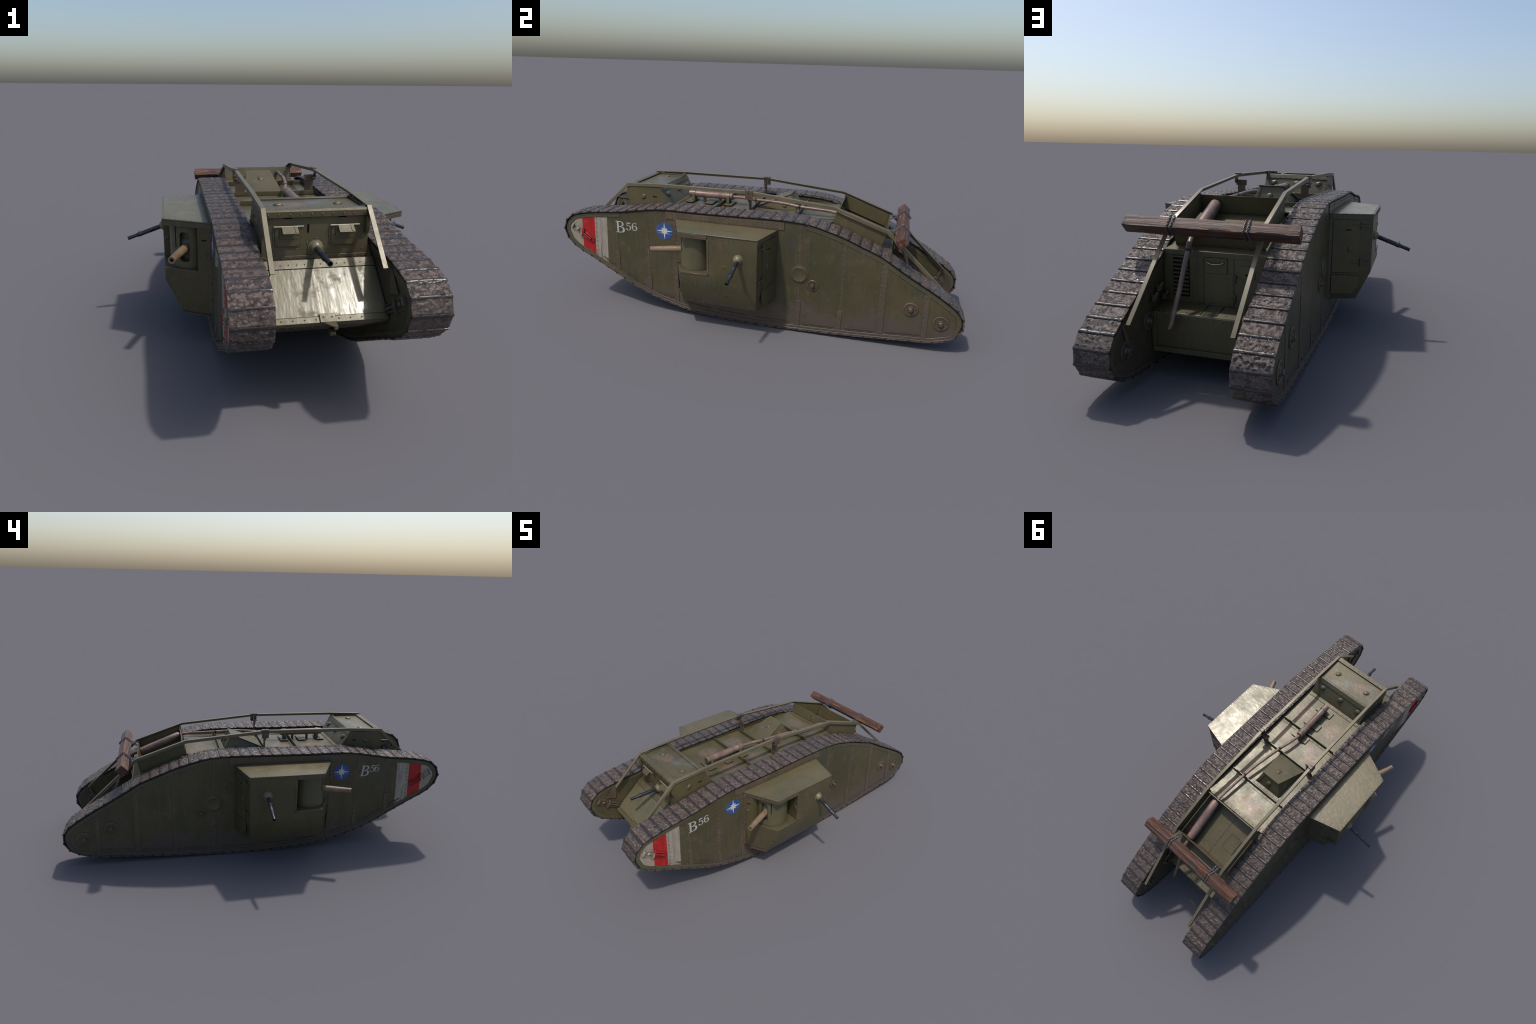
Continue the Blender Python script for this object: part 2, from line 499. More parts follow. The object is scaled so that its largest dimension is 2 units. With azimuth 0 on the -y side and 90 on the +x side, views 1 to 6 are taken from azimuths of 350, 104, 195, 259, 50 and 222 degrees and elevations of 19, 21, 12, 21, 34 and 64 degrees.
def teardrop(mb, pl, u, v, ang, r=0.0125, h=0.006, seg=20, rings=5):
    """Swivelling cover of a vision hole: a low dome drawn out to a pivot."""
    o = len(mb.v)
    ca, sa = math.cos(ang), math.sin(ang)
    for j in range(rings + 1):
        t = j / rings
        k = math.cos(t * math.pi / 2)
        hh = h * math.sin(t * math.pi / 2)
        for i in range(seg):
            a = 2 * math.pi * i / seg
            # the outline bulges to a point along +x
            rr = r * (1 + 0.55 * max(0, math.cos(a)) ** 4) * max(k, 0.02)
            x, y = rr * math.cos(a), rr * math.sin(a)
            mb.v.append(tuple(pl.p(u + x * ca - y * sa, v + x * sa + y * ca, hh)))
    for j in range(rings):
        for i in range(seg):
            i2 = (i + 1) % seg
            mb.f.append((o + j * seg + i, o + j * seg + i2, o + (j + 1) * seg + i2, o + (j + 1) * seg + i))
    mb.f.append(tuple(o + rings * seg + i for i in range(seg)))
    mb.f.append(tuple(o + i for i in range(seg))[::-1])
    px = pl.p(u + ca * r * 1.25, v + sa * r * 1.25, 0.0005)
    mb.rivet(px, pl.n, 0.0026, 0.0025)


# ------------------------------------------------------------------ the track run
# outer face of the shoes as (y, z), going up the nose, along the top to the stern, back underneath
RUN = [(-0.948, 0.3065), (-0.985, 0.345), (-1.0, 0.391), (-0.984, 0.440), (-0.940, 0.478), (-0.885, 0.4925),
       (-0.68, 0.5175), (-0.58, 0.5345), (-0.475, 0.5500), (-0.42, 0.5525), (-0.27, 0.5530), (-0.08, 0.5560),
       (0.10, 0.5595), (0.205, 0.5580), (0.282, 0.5510), (0.362, 0.5310), (0.4435, 0.5060), (0.531, 0.4710),
       (0.618, 0.4360), (0.678, 0.3985), (0.7665, 0.3460), (0.8545, 0.2965), (0.914, 0.2590), (0.955, 0.2310),
       (0.988, 0.1960), (1.0, 0.1530), (0.988, 0.1045), (0.950, 0.0690), (0.897, 0.0500), (0.729, 0.0325),
       (0.542, 0.0190), (0.272, 0.0070), (0.10, 0.0022), (0.02, 0.0020), (-0.147, 0.0090), (-0.306, 0.0230),
       (-0.390, 0.0420), (-0.531, 0.0845), (-0.609, 0.1170), (-0.707, 0.1720), (-0.848, 0.2500)]


def smooth_loop(pts, sub=10):
    n = len(pts)
    out = []
    for i in range(n):
        p0, p1, p2, p3 = (V(pts[(i + k) % n]) for k in (-1, 0, 1, 2))
        # centripetal-like tangents keep uneven spacing well behaved
        d1, d0, d2 = (p2 - p1).length, (p1 - p0).length, (p3 - p2).length
        m1 = ((p1 - p0) / d0 * d1 + (p2 - p1) / d1 * d0) / (d0 + d1) * d1
        m2 = ((p2 - p1) / d1 * d2 + (p3 - p2) / d2 * d1) / (d1 + d2) * d1
        for j in range(sub):
            t = j / sub
            out.append((2 * t**3 - 3 * t**2 + 1) * p1 + (t**3 - 2 * t**2 + t) * m1
                       + (-2 * t**3 + 3 * t**2) * p2 + (t**3 - t**2) * m2)
    return out


LOOP = smooth_loop(RUN)
CUM = [0.0]
for i in range(len(LOOP)):
    CUM.append(CUM[-1] + (LOOP[(i + 1) % len(LOOP)] - LOOP[i]).length)
PERIM = CUM[-1]


def at(s):
    s %= PERIM
    lo, hi = 0, len(LOOP)
    while hi - lo > 1:
        mid = (lo + hi) // 2
        if CUM[mid] <= s:
            lo = mid
        else:
            hi = mid
    a, b = LOOP[lo], LOOP[(lo + 1) % len(LOOP)]
    return a.lerp(b, (s - CUM[lo]) / max(1e-9, CUM[lo + 1] - CUM[lo]))


def outward(s):
    d = (at(s + 0.012) - at(s - 0.012)).normalized()
    return V((-d.y, d.x))           # the loop runs clockwise seen from +x, so this points out


def skirt(s, d):
    """Point of an outline inset by d; along the belly the plates reach lower over the shoes."""
    o = outward(s)
    b = max(0.0, min(1.0, (-o.y - 0.45) / 0.35))
    b = b * b * (3 - 2 * b)
    return at(s) - o * (d - 0.0085 * b)


def inset(d, n=220):
    return [skirt(PERIM * i / n, d) for i in range(n)]


def span_at(y, d):
    """Lowest and highest z of the inset outline at a given y."""
    pts = inset(d, 400)
    zs = []
    for i in range(len(pts)):
        a, b = pts[i], pts[(i + 1) % len(pts)]
        if (a.x - y) * (b.x - y) <= 0 and abs(a.x - b.x) > 1e-9:
            zs.append(a.y + (b.y - a.y) * (y - a.x) / (b.x - a.x))
    return min(zs), max(zs)


X_IN, X_OUT = 0.1880, 0.2955          # faces of each track frame
T_IN, T_OUT = 0.1825, 0.3025          # ends of the shoes

tank = bpy.data.objects.new("tank", None)
COL.objects.link(tank)
tank["label"] = "olive rhomboid heavy tank with side guns, wooden beam and muddy tracks"
tank["category"] = "tank"

# ------------------------------------------------------------------ track shoes
N_SHOE = round(PERIM / 0.0522)
PITCH = PERIM / N_SHOE


def shoe_mesh(k):
    """A pressed steel shoe: flat plate, raised overlapping lip at its rear end, caked mud."""
    w = T_OUT - T_IN
    nx, ny = 60, 26
    rnd = random.Random(100 + k)
    ox, oy = rnd.uniform(0, 50), rnd.uniform(0, 50)
    amount = (0.0048, 0.0036, 0.0016, 0.0044, 0.0028, 0.0010, 0.0040)[k]
    vs, fs = [], []
    for j in range(ny + 1):
        s = j / ny
        y = s * (PITCH + 0.0016) - 0.0008
        for i in range(nx + 1):
            q = i / nx
            x = (q - 0.5) * w
            bow = 0.05 * (1 - (2 * q - 1) ** 2)
            lip = max(0.0, min(1.0, (s - (0.76 + bow)) / 0.10))
            lip = lip * lip * (3 - 2 * lip)
            end = max(0.0, min(1.0, (1.0 - s) / 0.05))
            z = -0.0014 + 0.0007 * s + 0.0021 * lip * (0.35 + 0.65 * end)
            first = max(0.0, 1 - s / 0.12)
            z -= 0.0013 * first
            edge = min(q, 1 - q) / 0.06
            edge = max(0.0, min(1.0, edge))
            z -= 0.0010 * (1 - edge) ** 2
            band = max(0.0, min(1.0, s / 0.14)) * max(0.0, min(1.0, (0.84 - s) / 0.10)) * edge
            n1 = noise.noise(V((x * 85 + ox, y * 85 + oy, k)))
            n2 = noise.noise(V((x * 210 + ox, y * 210 + oy, k + 9)))
            lump = max(0.0, min(1.0, (n1 + 0.10) / 0.42)) * 0.75 + max(0.0, n2) * 0.5
            z += amount * band * min(1.0, lump)
            vs.append((x, y, z))
    for j in range(ny):
        for i in range(nx):
            a = j * (nx + 1) + i
            fs.append((a, a + 1, a + nx + 2, a + nx + 1))
    # rim down to the underside
    ring = [i for i in range(nx + 1)] + [j * (nx + 1) + nx for j in range(1, ny + 1)] \
        + [ny * (nx + 1) + i for i in range(nx - 1, -1, -1)] + [j * (nx + 1) for j in range(ny - 1, 0, -1)]
    o = len(vs)
    for r in ring:
        vs.append((vs[r][0], vs[r][1], -0.0064))
    n = len(ring)
    for i in range(n):
        fs.append((ring[i], o + i, o + (i + 1) % n, ring[(i + 1) % n]))
    fs.append(tuple(o + i for i in range(n)))
    mb = MB().add(vs, fs)
    ob = make("track_shoe", mb, M_TRACK, smooth=50)
    me = ob.data
    bpy.data.objects.remove(ob)
    return me


SHOES = [shoe_mesh(k) for k in range(7)]

# phase so that a joint falls at y = -0.3176 on the top run
s_ref = min((abs(at(PERIM * i / 4000).x + 0.3176) + (10 if at(PERIM * i / 4000).y < 0.4 else 0), PERIM * i / 4000)
            for i in range(4000))[1]


def side_prism(pts, x0, x1):
    return MB().prism([V((x0, p.x, p.y)) for p in pts], [V((x1, p.x, p.y)) for p in pts])


def build_track(sg):
    rnd = random.Random(7 if sg > 0 else 11)
    belt = make("track_belt", side_prism(inset(0.0105), sg * 0.1905, sg * 0.2935), M_BELT, tank)
    for i in range(N_SHOE):
        a = at(s_ref + i * PITCH)
        b = at(s_ref + (i + 1) * PITCH)
        d = (b - a).normalized()
        out = V((-d.y, d.x))
        X = V((1, 0, 0))
        Y = V((0, d.x, d.y))
        Z = V((0, out.x, out.y))
        # keep a right-handed frame: X x Y must equal Z
        if X.cross(Y).dot(Z) < 0:
            X = -X
        me = SHOES[rnd.choice((0, 0, 1, 1, 2, 3, 3, 4, 5, 6, 6))]
        ob = bpy.data.objects.new("track_shoe", me)
        COL.objects.link(ob)
        ob.parent = belt
        flip = 1
        M = Matrix((X * flip, Y, Z)).transposed().to_4x4()
        M.translation = V((sg * (T_IN + T_OUT) / 2, a.x, a.y))
        ob.matrix_world = M @ Matrix.Rotation(rnd.uniform(-0.012, 0.012), 4, "X")
    return belt


# ------------------------------------------------------------------ track frames with their side plates
def closed_strip(mb, s0, s1, d0, d1, x0, x1, step=0.012):
    """A band that follows the outline between two insets, from s0 to s1 along the run."""
    n = max(2, int((s1 - s0) / step))
    o = len(mb.v)
    for i in range(n + 1):
        s = s0 + (s1 - s0) * i / n
        p, q = skirt(s, d0), skirt(s, d1)
        for x, pt in ((x0, p), (x1, p), (x1, q), (x0, q)):
            mb.v.append((x, pt.x, pt.y))
    for i in range(n):
        for k in range(4):
            k2 = (k + 1) % 4
            mb.f.append((o + i * 4 + k, o + i * 4 + k2, o + i * 4 + 4 + k2, o + i * 4 + 4 + k))
    mb.f.append((o, o + 1, o + 2, o + 3))
    mb.f.append((o + n * 4 + 3, o + n * 4 + 2, o + n * 4 + 1, o + n * 4))


def s_of(y, top=True):
    best = None
    for i in range(4000):
        s = PERIM * i / 4000
        p = at(s)
        up = outward(s).y > 0
        if up != top:
            continue
        if best is None or abs(p.x - y) < best[0]:
            best = (abs(p.x - y), s)
    return best[1]


S_NOSE_TOP = s_of(-0.68)
S_REAR_TOP = s_of(0.27)
S_REAR_DECK = s_of(0.24)


def hub(mb, c, n, r):
    """Bolted bearing cover: flange, recessed ring and hexagon-headed boss."""
    mb.lathe(c, n, [(-0.001, r), (0.003, r), (0.0045, r * 0.94), (0.0045, r * 0.80), (0.002, r * 0.74),
                    (0.002, r * 0.42), (0.007, r * 0.36), (0.0085, r * 0.34)], 28)
    mb.lathe(V(c) + V(n) * 0.0075, n, [(0, r * 0.28), (0.006, r * 0.28), (0.008, r * 0.22)], 12)
    a = V((0, 1, 0))
    for k in range(8):
        t = math.pi * 2 * k / 8 + 0.2
        p = V(c) + V((0, math.cos(t) * r * 0.64, math.sin(t) * r * 0.64)) + V(n) * 0.002
        mb.rivet(p, n, r * 0.10, 0.0025)


def build_frame(sg):
    n = V((sg, 0, 0))
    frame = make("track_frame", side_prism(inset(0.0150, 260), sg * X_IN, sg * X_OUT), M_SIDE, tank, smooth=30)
    xf = sg * X_OUT
    rv = MB()
    # rim angle iron all round except along the upper run
    rim = MB()
    closed_strip(rim, S_REAR_TOP, PERIM + S_NOSE_TOP, 0.0152, 0.0335, xf - sg * 0.001, xf + sg * 0.0018)
    closed_strip(rim, S_REAR_TOP, PERIM + S_NOSE_TOP, 0.0152, 0.0200, xf - sg * 0.001, xf + sg * 0.0032)
    make("rim_angle", rim, M_RAIL_RIM, frame, 0.0006, 1)
    seam = MB()  # thin dark strip modelled as the contact shadow between rim and plate
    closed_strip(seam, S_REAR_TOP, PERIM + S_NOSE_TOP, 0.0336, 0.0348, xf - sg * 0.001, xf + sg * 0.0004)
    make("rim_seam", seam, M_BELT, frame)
    k = int((PERIM + S_NOSE_TOP - S_REAR_TOP) / 0.0225)
    for i in range(k + 1):
        s = S_REAR_TOP + (PERIM + S_NOSE_TOP - S_REAR_TOP) * i / k
        p = skirt(s, 0.0270)
        rv.rivet((xf + sg * 0.0018, p.x, p.y), n, 0.0026, 0.0016)
    # inner rim, seen between the horns
    rim2 = MB()
    closed_strip(rim2, S_REAR_TOP, PERIM + S_NOSE_TOP, 0.0152, 0.0335, sg * (X_IN + 0.001), sg * (X_IN - 0.0018))
    make("rim_angle", rim2, M_RAIL_RIM, frame)
    for i in range(k + 1):
        s = S_REAR_TOP + (PERIM + S_NOSE_TOP - S_REAR_TOP) * i / k
        p = skirt(s, 0.0250)
        rv.rivet((sg * (X_IN - 0.0018), p.x, p.y), -n, 0.0026, 0.0016)

    # doubled strip above the sponson
    up = MB()
    ys = [-0.4265 + (0.1620 + 0.4265) * i / 14 for i in range(15)]
    lo = [V((0, y, 0.5003 + (y + 0.4265) * 0.0115)) for y in ys]
    hi = [V((0, y, span_at(y, 0.0156)[1])) for y in ys]
    for i in range(14):
        q = [lo[i], lo[i + 1], hi[i + 1], hi[i]]
        up.prism([V((xf - sg * 0.001, p.y, p.z)) for p in q], [V((xf + sg * 0.0035, p.y, p.z)) for p in q])
    make("cover_strip", up, M_STRIP, frame, 0.0, smooth=30)
    for off, side in ((0.0075, 0), (0.0065, 1)):
        kk = 24
        for i in range(kk + 1):
            y = -0.415 + (0.152 + 0.415) * i / kk
            z = 0.5003 + (y + 0.4265) * 0.0115 + off if side == 0 else span_at(y, 0.0156)[1] - off - 0.004
            rv.rivet((xf + sg * 0.0035, y, z), n)

    # butt straps over the plate joints: y at top, y at bottom, strap width, z where the foot widens, foot width
    straps, joints = MB(), MB()
    for y, y2, w, zf, wf in ((-0.703, -0.703, 0.0075, 0.300, 0.022), (-0.5305, -0.5285, 0.0075, 0.185, 0.020),
                             (-0.381, -0.3795, 0.016, 0.20, 0.020), (0.238, 0.2440, 0.008, 0.165, 0.026),
                             (0.4455, 0.4430, 0.007, 0.140, 0.022), (0.6290, 0.6355, 0.026, 0.30, 0.028),
                             (0.8245, 0.8310, 0.022, 0.22, 0.023)):
        z0, z1 = span_at(y, 0.0345)
        if y < -0.68 or -0.68 < y < 0.25:
            z1 = span_at(y, 0.0165)[1]
        if -0.43 < y < 0.17:
            z1 = 0.4985
        ymid = lambda z: y2 + (y - y2) * (z - z0) / (z1 - z0)
        for za, zb, ww, pr in ((zf, z1, w, 0.0013 if w > 0.01 else 0.0006), (z0, zf, wf, 0.0022)):
            q = [(ymid(za) - ww / 2, za), (ymid(za) + ww / 2, za), (ymid(zb) + ww / 2, zb), (ymid(zb) - ww / 2, zb)]
            (joints if ww < 0.01 else straps).prism([V((xf - sg * 0.001, a, b)) for a, b in q], [V((xf + sg * pr, a, b)) for a, b in q])
        kk = int((z1 - z0) / 0.0225)
        for i in range(kk):
            z = z0 + 0.010 + (z1 - z0 - 0.018) * i / (kk - 1)
            off = 0.0068 if w < 0.01 else w * 0.32
            if z < zf:
                off = wf * 0.33
            pr = 0.0022 if z < zf else (0.0013 if w > 0.01 else 0.0)
            for e in (-1, 1):
                rv.rivet((xf + sg * pr, ymid(z) + e * off, z), n)
    # nose joint runs inside the painted bands, so it takes their colour
    nose = MB()
    z0, z1 = span_at(-0.82, 0.0345)
    q = [(-0.816, z0 - 0.006), (-0.795, z0 - 0.012), (-0.795, 0.335), (-0.818, 0.335)]
    nose.prism([V((xf - sg * 0.001, a, b)) for a, b in q], [V((xf + sg * 0.0018, a, b)) for a, b in q])
    make("joint_strap", nose, M_SIDE, frame, 0.0005, 1)
    for i in range(9):
        z = z0 + 0.008 + (z1 - z0 - 0.014) * i / 8
        for e in (-0.008, 0.008):
            rv.rivet((xf + sg * (0.0018 if z < 0.335 and e > 0 else 0), -0.8195 + e - 0.03 * (0.42 - z), z), n)
    make("joint_strap", straps, M_STRIP, frame, 0.0005, 1)
    make("joint_seam", joints, M_JOINT, frame)

    # stray rivet rows of the inner structure
    for a, b, st in (((0.275, 0.125), (0.425, 0.128), 0.022), ((0.500, 0.395), (0.512, 0.135), 0.034),
                     ((0.520, 0.372), (0.610, 0.336), 0.028), ((0.49, 0.106), (0.61, 0.112), 0.025),
                     ((0.66, 0.33), (0.80, 0.270), 0.030), ((0.285, 0.30), (0.292, 0.23), 0.035)):
        rv.rivets((xf, *a), (xf, *b), st, n)

    # mud chute slots along the lower edge, each with a hooded upper lip
    slots = MB()
    for ya, yb in ((-0.785, -0.725), (-0.680, -0.555), (-0.505, -0.400), (-0.33, -0.20), (-0.16, -0.02), (0.03, 0.20),
                   (0.27, 0.42), (0.47, 0.61), (0.66, 0.81)):
        for i in range(6):
            a, b = ya + (yb - ya) * i / 6, ya + (yb - ya) * (i + 1) / 6
            za, zb = span_at(a, 0.048)[0], span_at(b, 0.048)[0]
            q = [(a, za), (b, zb), (b, zb + 0.004), (a, za + 0.004)]
            slots.prism([V((xf - sg * 0.001, *p)) for p in q], [V((xf + sg * 0.0035, *p)) for p in q])
        for yy in (ya + 0.02, (ya + yb) / 2, yb - 0.02):
            z = span_at(yy, 0.046)[0]
            slots.box((xf + sg * 0.001, yy, z - 0.002), (0.004, 0.006, 0.006))
    make("chute_lip", slots, M_STRIP, frame)

    # bearing covers
    hubs = [((0.7602, 0.1973), 0.034), ((0.8968, 0.1470), 0.036)]
    for (y, z), r in hubs:
        mb = MB()
        hub(mb, (xf, y, z), n, r)
        make("bearing_cover", mb, M_STRIP, frame, smooth=40)
        mb = MB()
        hub(mb, (sg * X_IN, y, z), -n, r * 0.95)
        make("bearing_cover", mb, M_STRIP, frame, smooth=40)
    mb = MB()
    c = V((xf, 0.2425, 0.2995))
    mb.lathe(c, n, [(-0.001, 0.0445), (0.002, 0.0445), (0.003, 0.0425), (0.003, 0.0385), (0.006, 0.037), (0.007, 0.034), (0.0055, 0.031), (0.0055, 0.001)], 36)
    for k in range(6):
        t = k * math.pi / 3 + 0.5
        mb.rivet(c + V((sg * 0.0055, 0.025 * math.cos(t), 0.025 * math.sin(t))), n, 0.003, 0.002)
    for k in range(4):
        t = k * math.pi / 2 + 0.3
        mb.rivet(c + V((sg * 0.003, 0.0405 * math.cos(t), 0.0405 * math.sin(t))), n, 0.0018, 0.0015)
    make("inspection_cover", mb, M_SPON, frame, smooth=40)
    mb = MB()
    hub(mb, (xf, 0.309, 0.2515), n, 0.027)
    make("bearing_cover", mb, M_STRIP, frame, smooth=40)

    # idler tensioner on the nose: slotted plate, boss and clevis, on the outer and inner faces
    for xx, nn, mat in ((xf, n, M_SIDE), (sg * X_IN, -n, M_STRIP)):
        d = V((0, 0.1102, -0.0738)).normalized()
        pl = Plane((xx, -0.9100, 0.3925), d, (0, 0.556, 0.831), nn)
        mb = MB()
        pl.poly(mb, rounded(-0.046, 0.026, -0.021, 0.021, 0.006), -0.001, 0.003)
        pl.poly(mb, rounded(0.020, 0.094, -0.014, 0.014, 0.008), -0.001, 0.0035)
        pl.box(mb, -0.044, 0.020, -0.013, -0.010, 0.003, 0.0065)
        pl.box(mb, -0.044, 0.020, 0.010, 0.013, 0.003, 0.0065)
        pl.box(mb, -0.046, -0.036, -0.013, 0.013, 0.003, 0.012)
        mb.lathe(pl.p(-0.010, 0, 0.002), nn, [(0, 0.0085), (0.005, 0.0085), (0.008, 0.006), (0.009, 0.001)], 16)
        pl.poly(mb, [(0.014, -0.024), (0.026, -0.016), (0.026, 0.016), (0.014, 0.024)], 0.002, 0.011)
        pl.box(mb, 0.030, 0.088, -0.0135, -0.0095, 0.003, 0.008)
        pl.box(mb, 0.030, 0.088, 0.0095, 0.0135, 0.003, 0.008)
        mb.tube([pl.p(0.026, 0, 0.007), pl.p(0.072, 0, 0.007)], 0.0042, 10)
        mb.lathe(pl.p(0.072, 0, 0.003), nn, [(0, 0.006), (0.007, 0.006), (0.008, 0.004)], 6)
        for u in (-0.034, -0.015, 0.004):
            for vv in (-0.0165, 0.0165):
                mb.rivet(pl.p(u, vv, 0.003), nn, 0.0022, 0.0015)
        make("track_tensioner", mb, mat, frame, 0.0008, 1, smooth=40)
    make("rivets", rv, M_RIVET, frame, stuff=True, smooth=60)

    # triangular stay between handrail foot and nose, strap at the stern
    st = MB()
    q = [(-0.8545, 0.4700), (-0.8400, 0.4820), (-0.850, 0.400), (-0.905, 0.421)]
    st.prism([V((sg * 0.1860, *p)) for p in q], [V((sg * 0.1825, *p)) for p in q])
    make("nose_stay", st, M_BRACKET, frame, 0.0006, 1)
    st = MB()
    q = [(0.886, 0.160), (0.897, 0.160), (0.921, 0.232), (0.909, 0.238)]
    st.prism([V((sg * 0.1865, *p)) for p in q], [V((sg * 0.1800, *p)) for p in q])
    make("stern_stay", st, M_BRACKET, frame, 0.0006, 1)
    # clamp blocks on the inner faces near the stern
    cl = MB()
    for y, z in ((0.735, 0.275), (0.700, 0.300), (0.665, 0.262)):
        cl.tube([(sg * 0.186, y, z), (sg * 0.170, y + 0.012, z - 0.006)], 0.008, 10)
        cl.tube([(sg * 0.174, y - 0.016, z + 0.008), (sg * 0.174, y + 0.018, z - 0.012)], 0.006, 10)
    make("shackle", cl, M_BRACKET, frame, smooth=40)

    # ---- markings
    x0, x1 = xf + sg * 0.0002, xf + sg * 0.0008
    cy, cz = -0.4365, 0.4365
    rnd = random.Random(3)
    blob = []
    for i in range(72):
        a = 2 * math.pi * i / 72
        r = 0.0440 * (1 + 0.09 * noise.noise(V((math.cos(a) * 3, math.sin(a) * 3, 4))) + 0.06 * noise.noise(V((math.cos(a) * 11, math.sin(a) * 11, 1))))
        blob.append((cy + r * math.cos(a), cz + r * math.sin(a) * 1.0))
    mb = MB()
    o = len(blob)
    mb.prism([V((x0, *p)) for p in blob], [V((x1, *p)) for p in blob])
    make("roundel", mb, M_BLUE, frame)
    star = []
    for i in range(16):
        a = math.pi / 2 + 2 * math.pi * i / 16
        r = 0.0075 if i % 2 else (0.0430 if i % 4 == 0 else 0.0225)
        if i % 2 and True:
            r = 0.0125
        star.append((cy + r * math.cos(a), cz + 0.001 + r * math.sin(a)))
    mb = MB()
    mb.prism([V((x1, *p)) for p in star], [V((x1 + sg * 0.0006, *p)) for p in star])
    make("star", mb, M_STAR, frame)
    sm = MB()
    for a in (((-0.486, 0.428), (-0.440, 0.4255), (-0.394, 0.4215), (-0.440, 0.4300)),):
        sm.prism([V((x1, *p)) for p in a], [V((x1 + sg * 0.0003, *p)) for p in a])
    make("paint_smear", sm, M_SMEAR, frame)

    # serif figures drawn as filled Bezier outlines
    def glyph(loops, h, u0, v0, shear=0.0):
        cu = bpy.data.curves.new("painted_character", "CURVE")
        cu.dimensions = "2D"
        cu.fill_mode = "BOTH"
        cu.extrude = 0.0004
        cu.resolution_u = 6
        for lp in loops:
            sp = cu.splines.new("BEZIER")
            sp.bezier_points.add(len(lp) - 1)
            sp.use_cyclic_u = True
            for bp, (u, v, kind) in zip(sp.bezier_points, lp):
                bp.co = ((u + shear * v) * h, v * h, 0)
                hk = "VECTOR" if kind == "v" else "AUTO"
                bp.handle_left_type = bp.handle_right_type = hk
        ob = bpy.data.objects.new("painted_character", cu)
        COL.objects.link(ob)
        ru = V((0, sg, 0))
        tilt = -0.03 * sg
        M = Matrix((ru, V((0, 0, 1)), V((sg, 0, 0)))).transposed().to_4x4()
        M.translation = V((xf + sg * 0.0006, u0, v0))
        bpy.context.view_layer.update()
        me = bpy.data.meshes.new_from_object(ob.evaluated_get(bpy.context.evaluated_depsgraph_get()))
        bpy.data.objects.remove(ob)
        me.transform(M)
        me.name = "painted_character"
        me.materials.clear()
        me.materials.append(M_WHITE)
        o2 = bpy.data.objects.new("painted_character", me)
        COL.objects.link(o2)
        o2.parent = frame

    B = [[(0.02, 0, "v"), (0.45, 0, "a"), (0.78, 0.10, "a"), (0.84, 0.28, "a"), (0.74, 0.46, "a"), (0.52, 0.535, "v"),
          (0.70, 0.63, "a"), (0.76, 0.78, "a"), (0.66, 0.94, "a"), (0.40, 1.0, "a"), (0.0, 1.0, "v"), (0.0, 0.95, "v"),
          (0.12, 0.94, "v"), (0.12, 0.06, "v"), (0.02, 0.05, "v")],
         [(0.29, 0.94, "v"), (0.42, 0.93, "a"), (0.56, 0.88, "a"), (0.60, 0.77, "a"), (0.54, 0.63, "a"), (0.40, 0.565, "a"), (0.29, 0.56, "v")],
         [(0.29, 0.50, "v"), (0.44, 0.49, "a"), (0.60, 0.42, "a"), (0.66, 0.28, "a"), (0.58, 0.12, "a"), (0.42, 0.06, "a"), (0.29, 0.06, "v")]]
    F5 = [[(0.16, 1.0, "v"), (0.68, 1.0, "v"), (0.66, 0.86, "v"), (0.24, 0.86, "v"), (0.22, 0.60, "v"), (0.42, 0.65, "a"), (0.64, 0.56, "a"),
           (0.74, 0.34, "a"), (0.64, 0.10, "a"), (0.36, -0.01, "a"), (0.10, 0.06, "a"), (0.04, 0.18, "a"), (0.13, 0.24, "a"), (0.22, 0.17, "a"),
           (0.26, 0.06, "a"), (0.40, 0.05, "a"), (0.54, 0.16, "a"), (0.56, 0.36, "a"), (0.50, 0.53, "a"), (0.36, 0.58, "a"), (0.14, 0.48, "v")]]
    F6 = [[(0.66, 0.86, "a"), (0.58, 0.97, "a"), (0.40, 1.0, "a"), (0.16, 0.86, "a"), (0.04, 0.56, "a"), (0.06, 0.24, "a"), (0.20, 0.04, "a"),
           (0.42, -0.01, "a"), (0.66, 0.10, "a"), (0.75, 0.32, "a"), (0.66, 0.54, "a"), (0.44, 0.62, "a"), (0.22, 0.54, "v"),
           (0.26, 0.80, "a"), (0.40, 0.94, "a"), (0.52, 0.90, "a"), (0.58, 0.80, "a")],
          [(0.40, 0.55, "a"), (0.54, 0.48, "a"), (0.58, 0.30, "a"), (0.53, 0.12, "a"), (0.40, 0.05, "a"), (0.27, 0.12, "a"), (0.21, 0.32, "a"), (0.27, 0.49, "a")]]
    if sg > 0:
        glyph(B, 0.0590, -0.7020, 0.4030)
        glyph(F5, 0.0400, -0.6465, 0.4195)
        glyph(F6, 0.0410, -0.6145, 0.4205)
    else:
        glyph(B, 0.0590, -0.5385, 0.4075, 0.16)
        glyph(F5, 0.0380, -0.5905, 0.4290, 0.16)
        glyph(F6, 0.0380, -0.6160, 0.4300, 0.16)
    return frame


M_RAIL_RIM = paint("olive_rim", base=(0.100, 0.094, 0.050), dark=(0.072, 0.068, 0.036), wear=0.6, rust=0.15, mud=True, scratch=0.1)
M_SMEAR = plain("grey_smear", (0.20, 0.22, 0.30), 0.6)

for sg in (1, -1):
    build_track(sg)
    build_frame(sg)

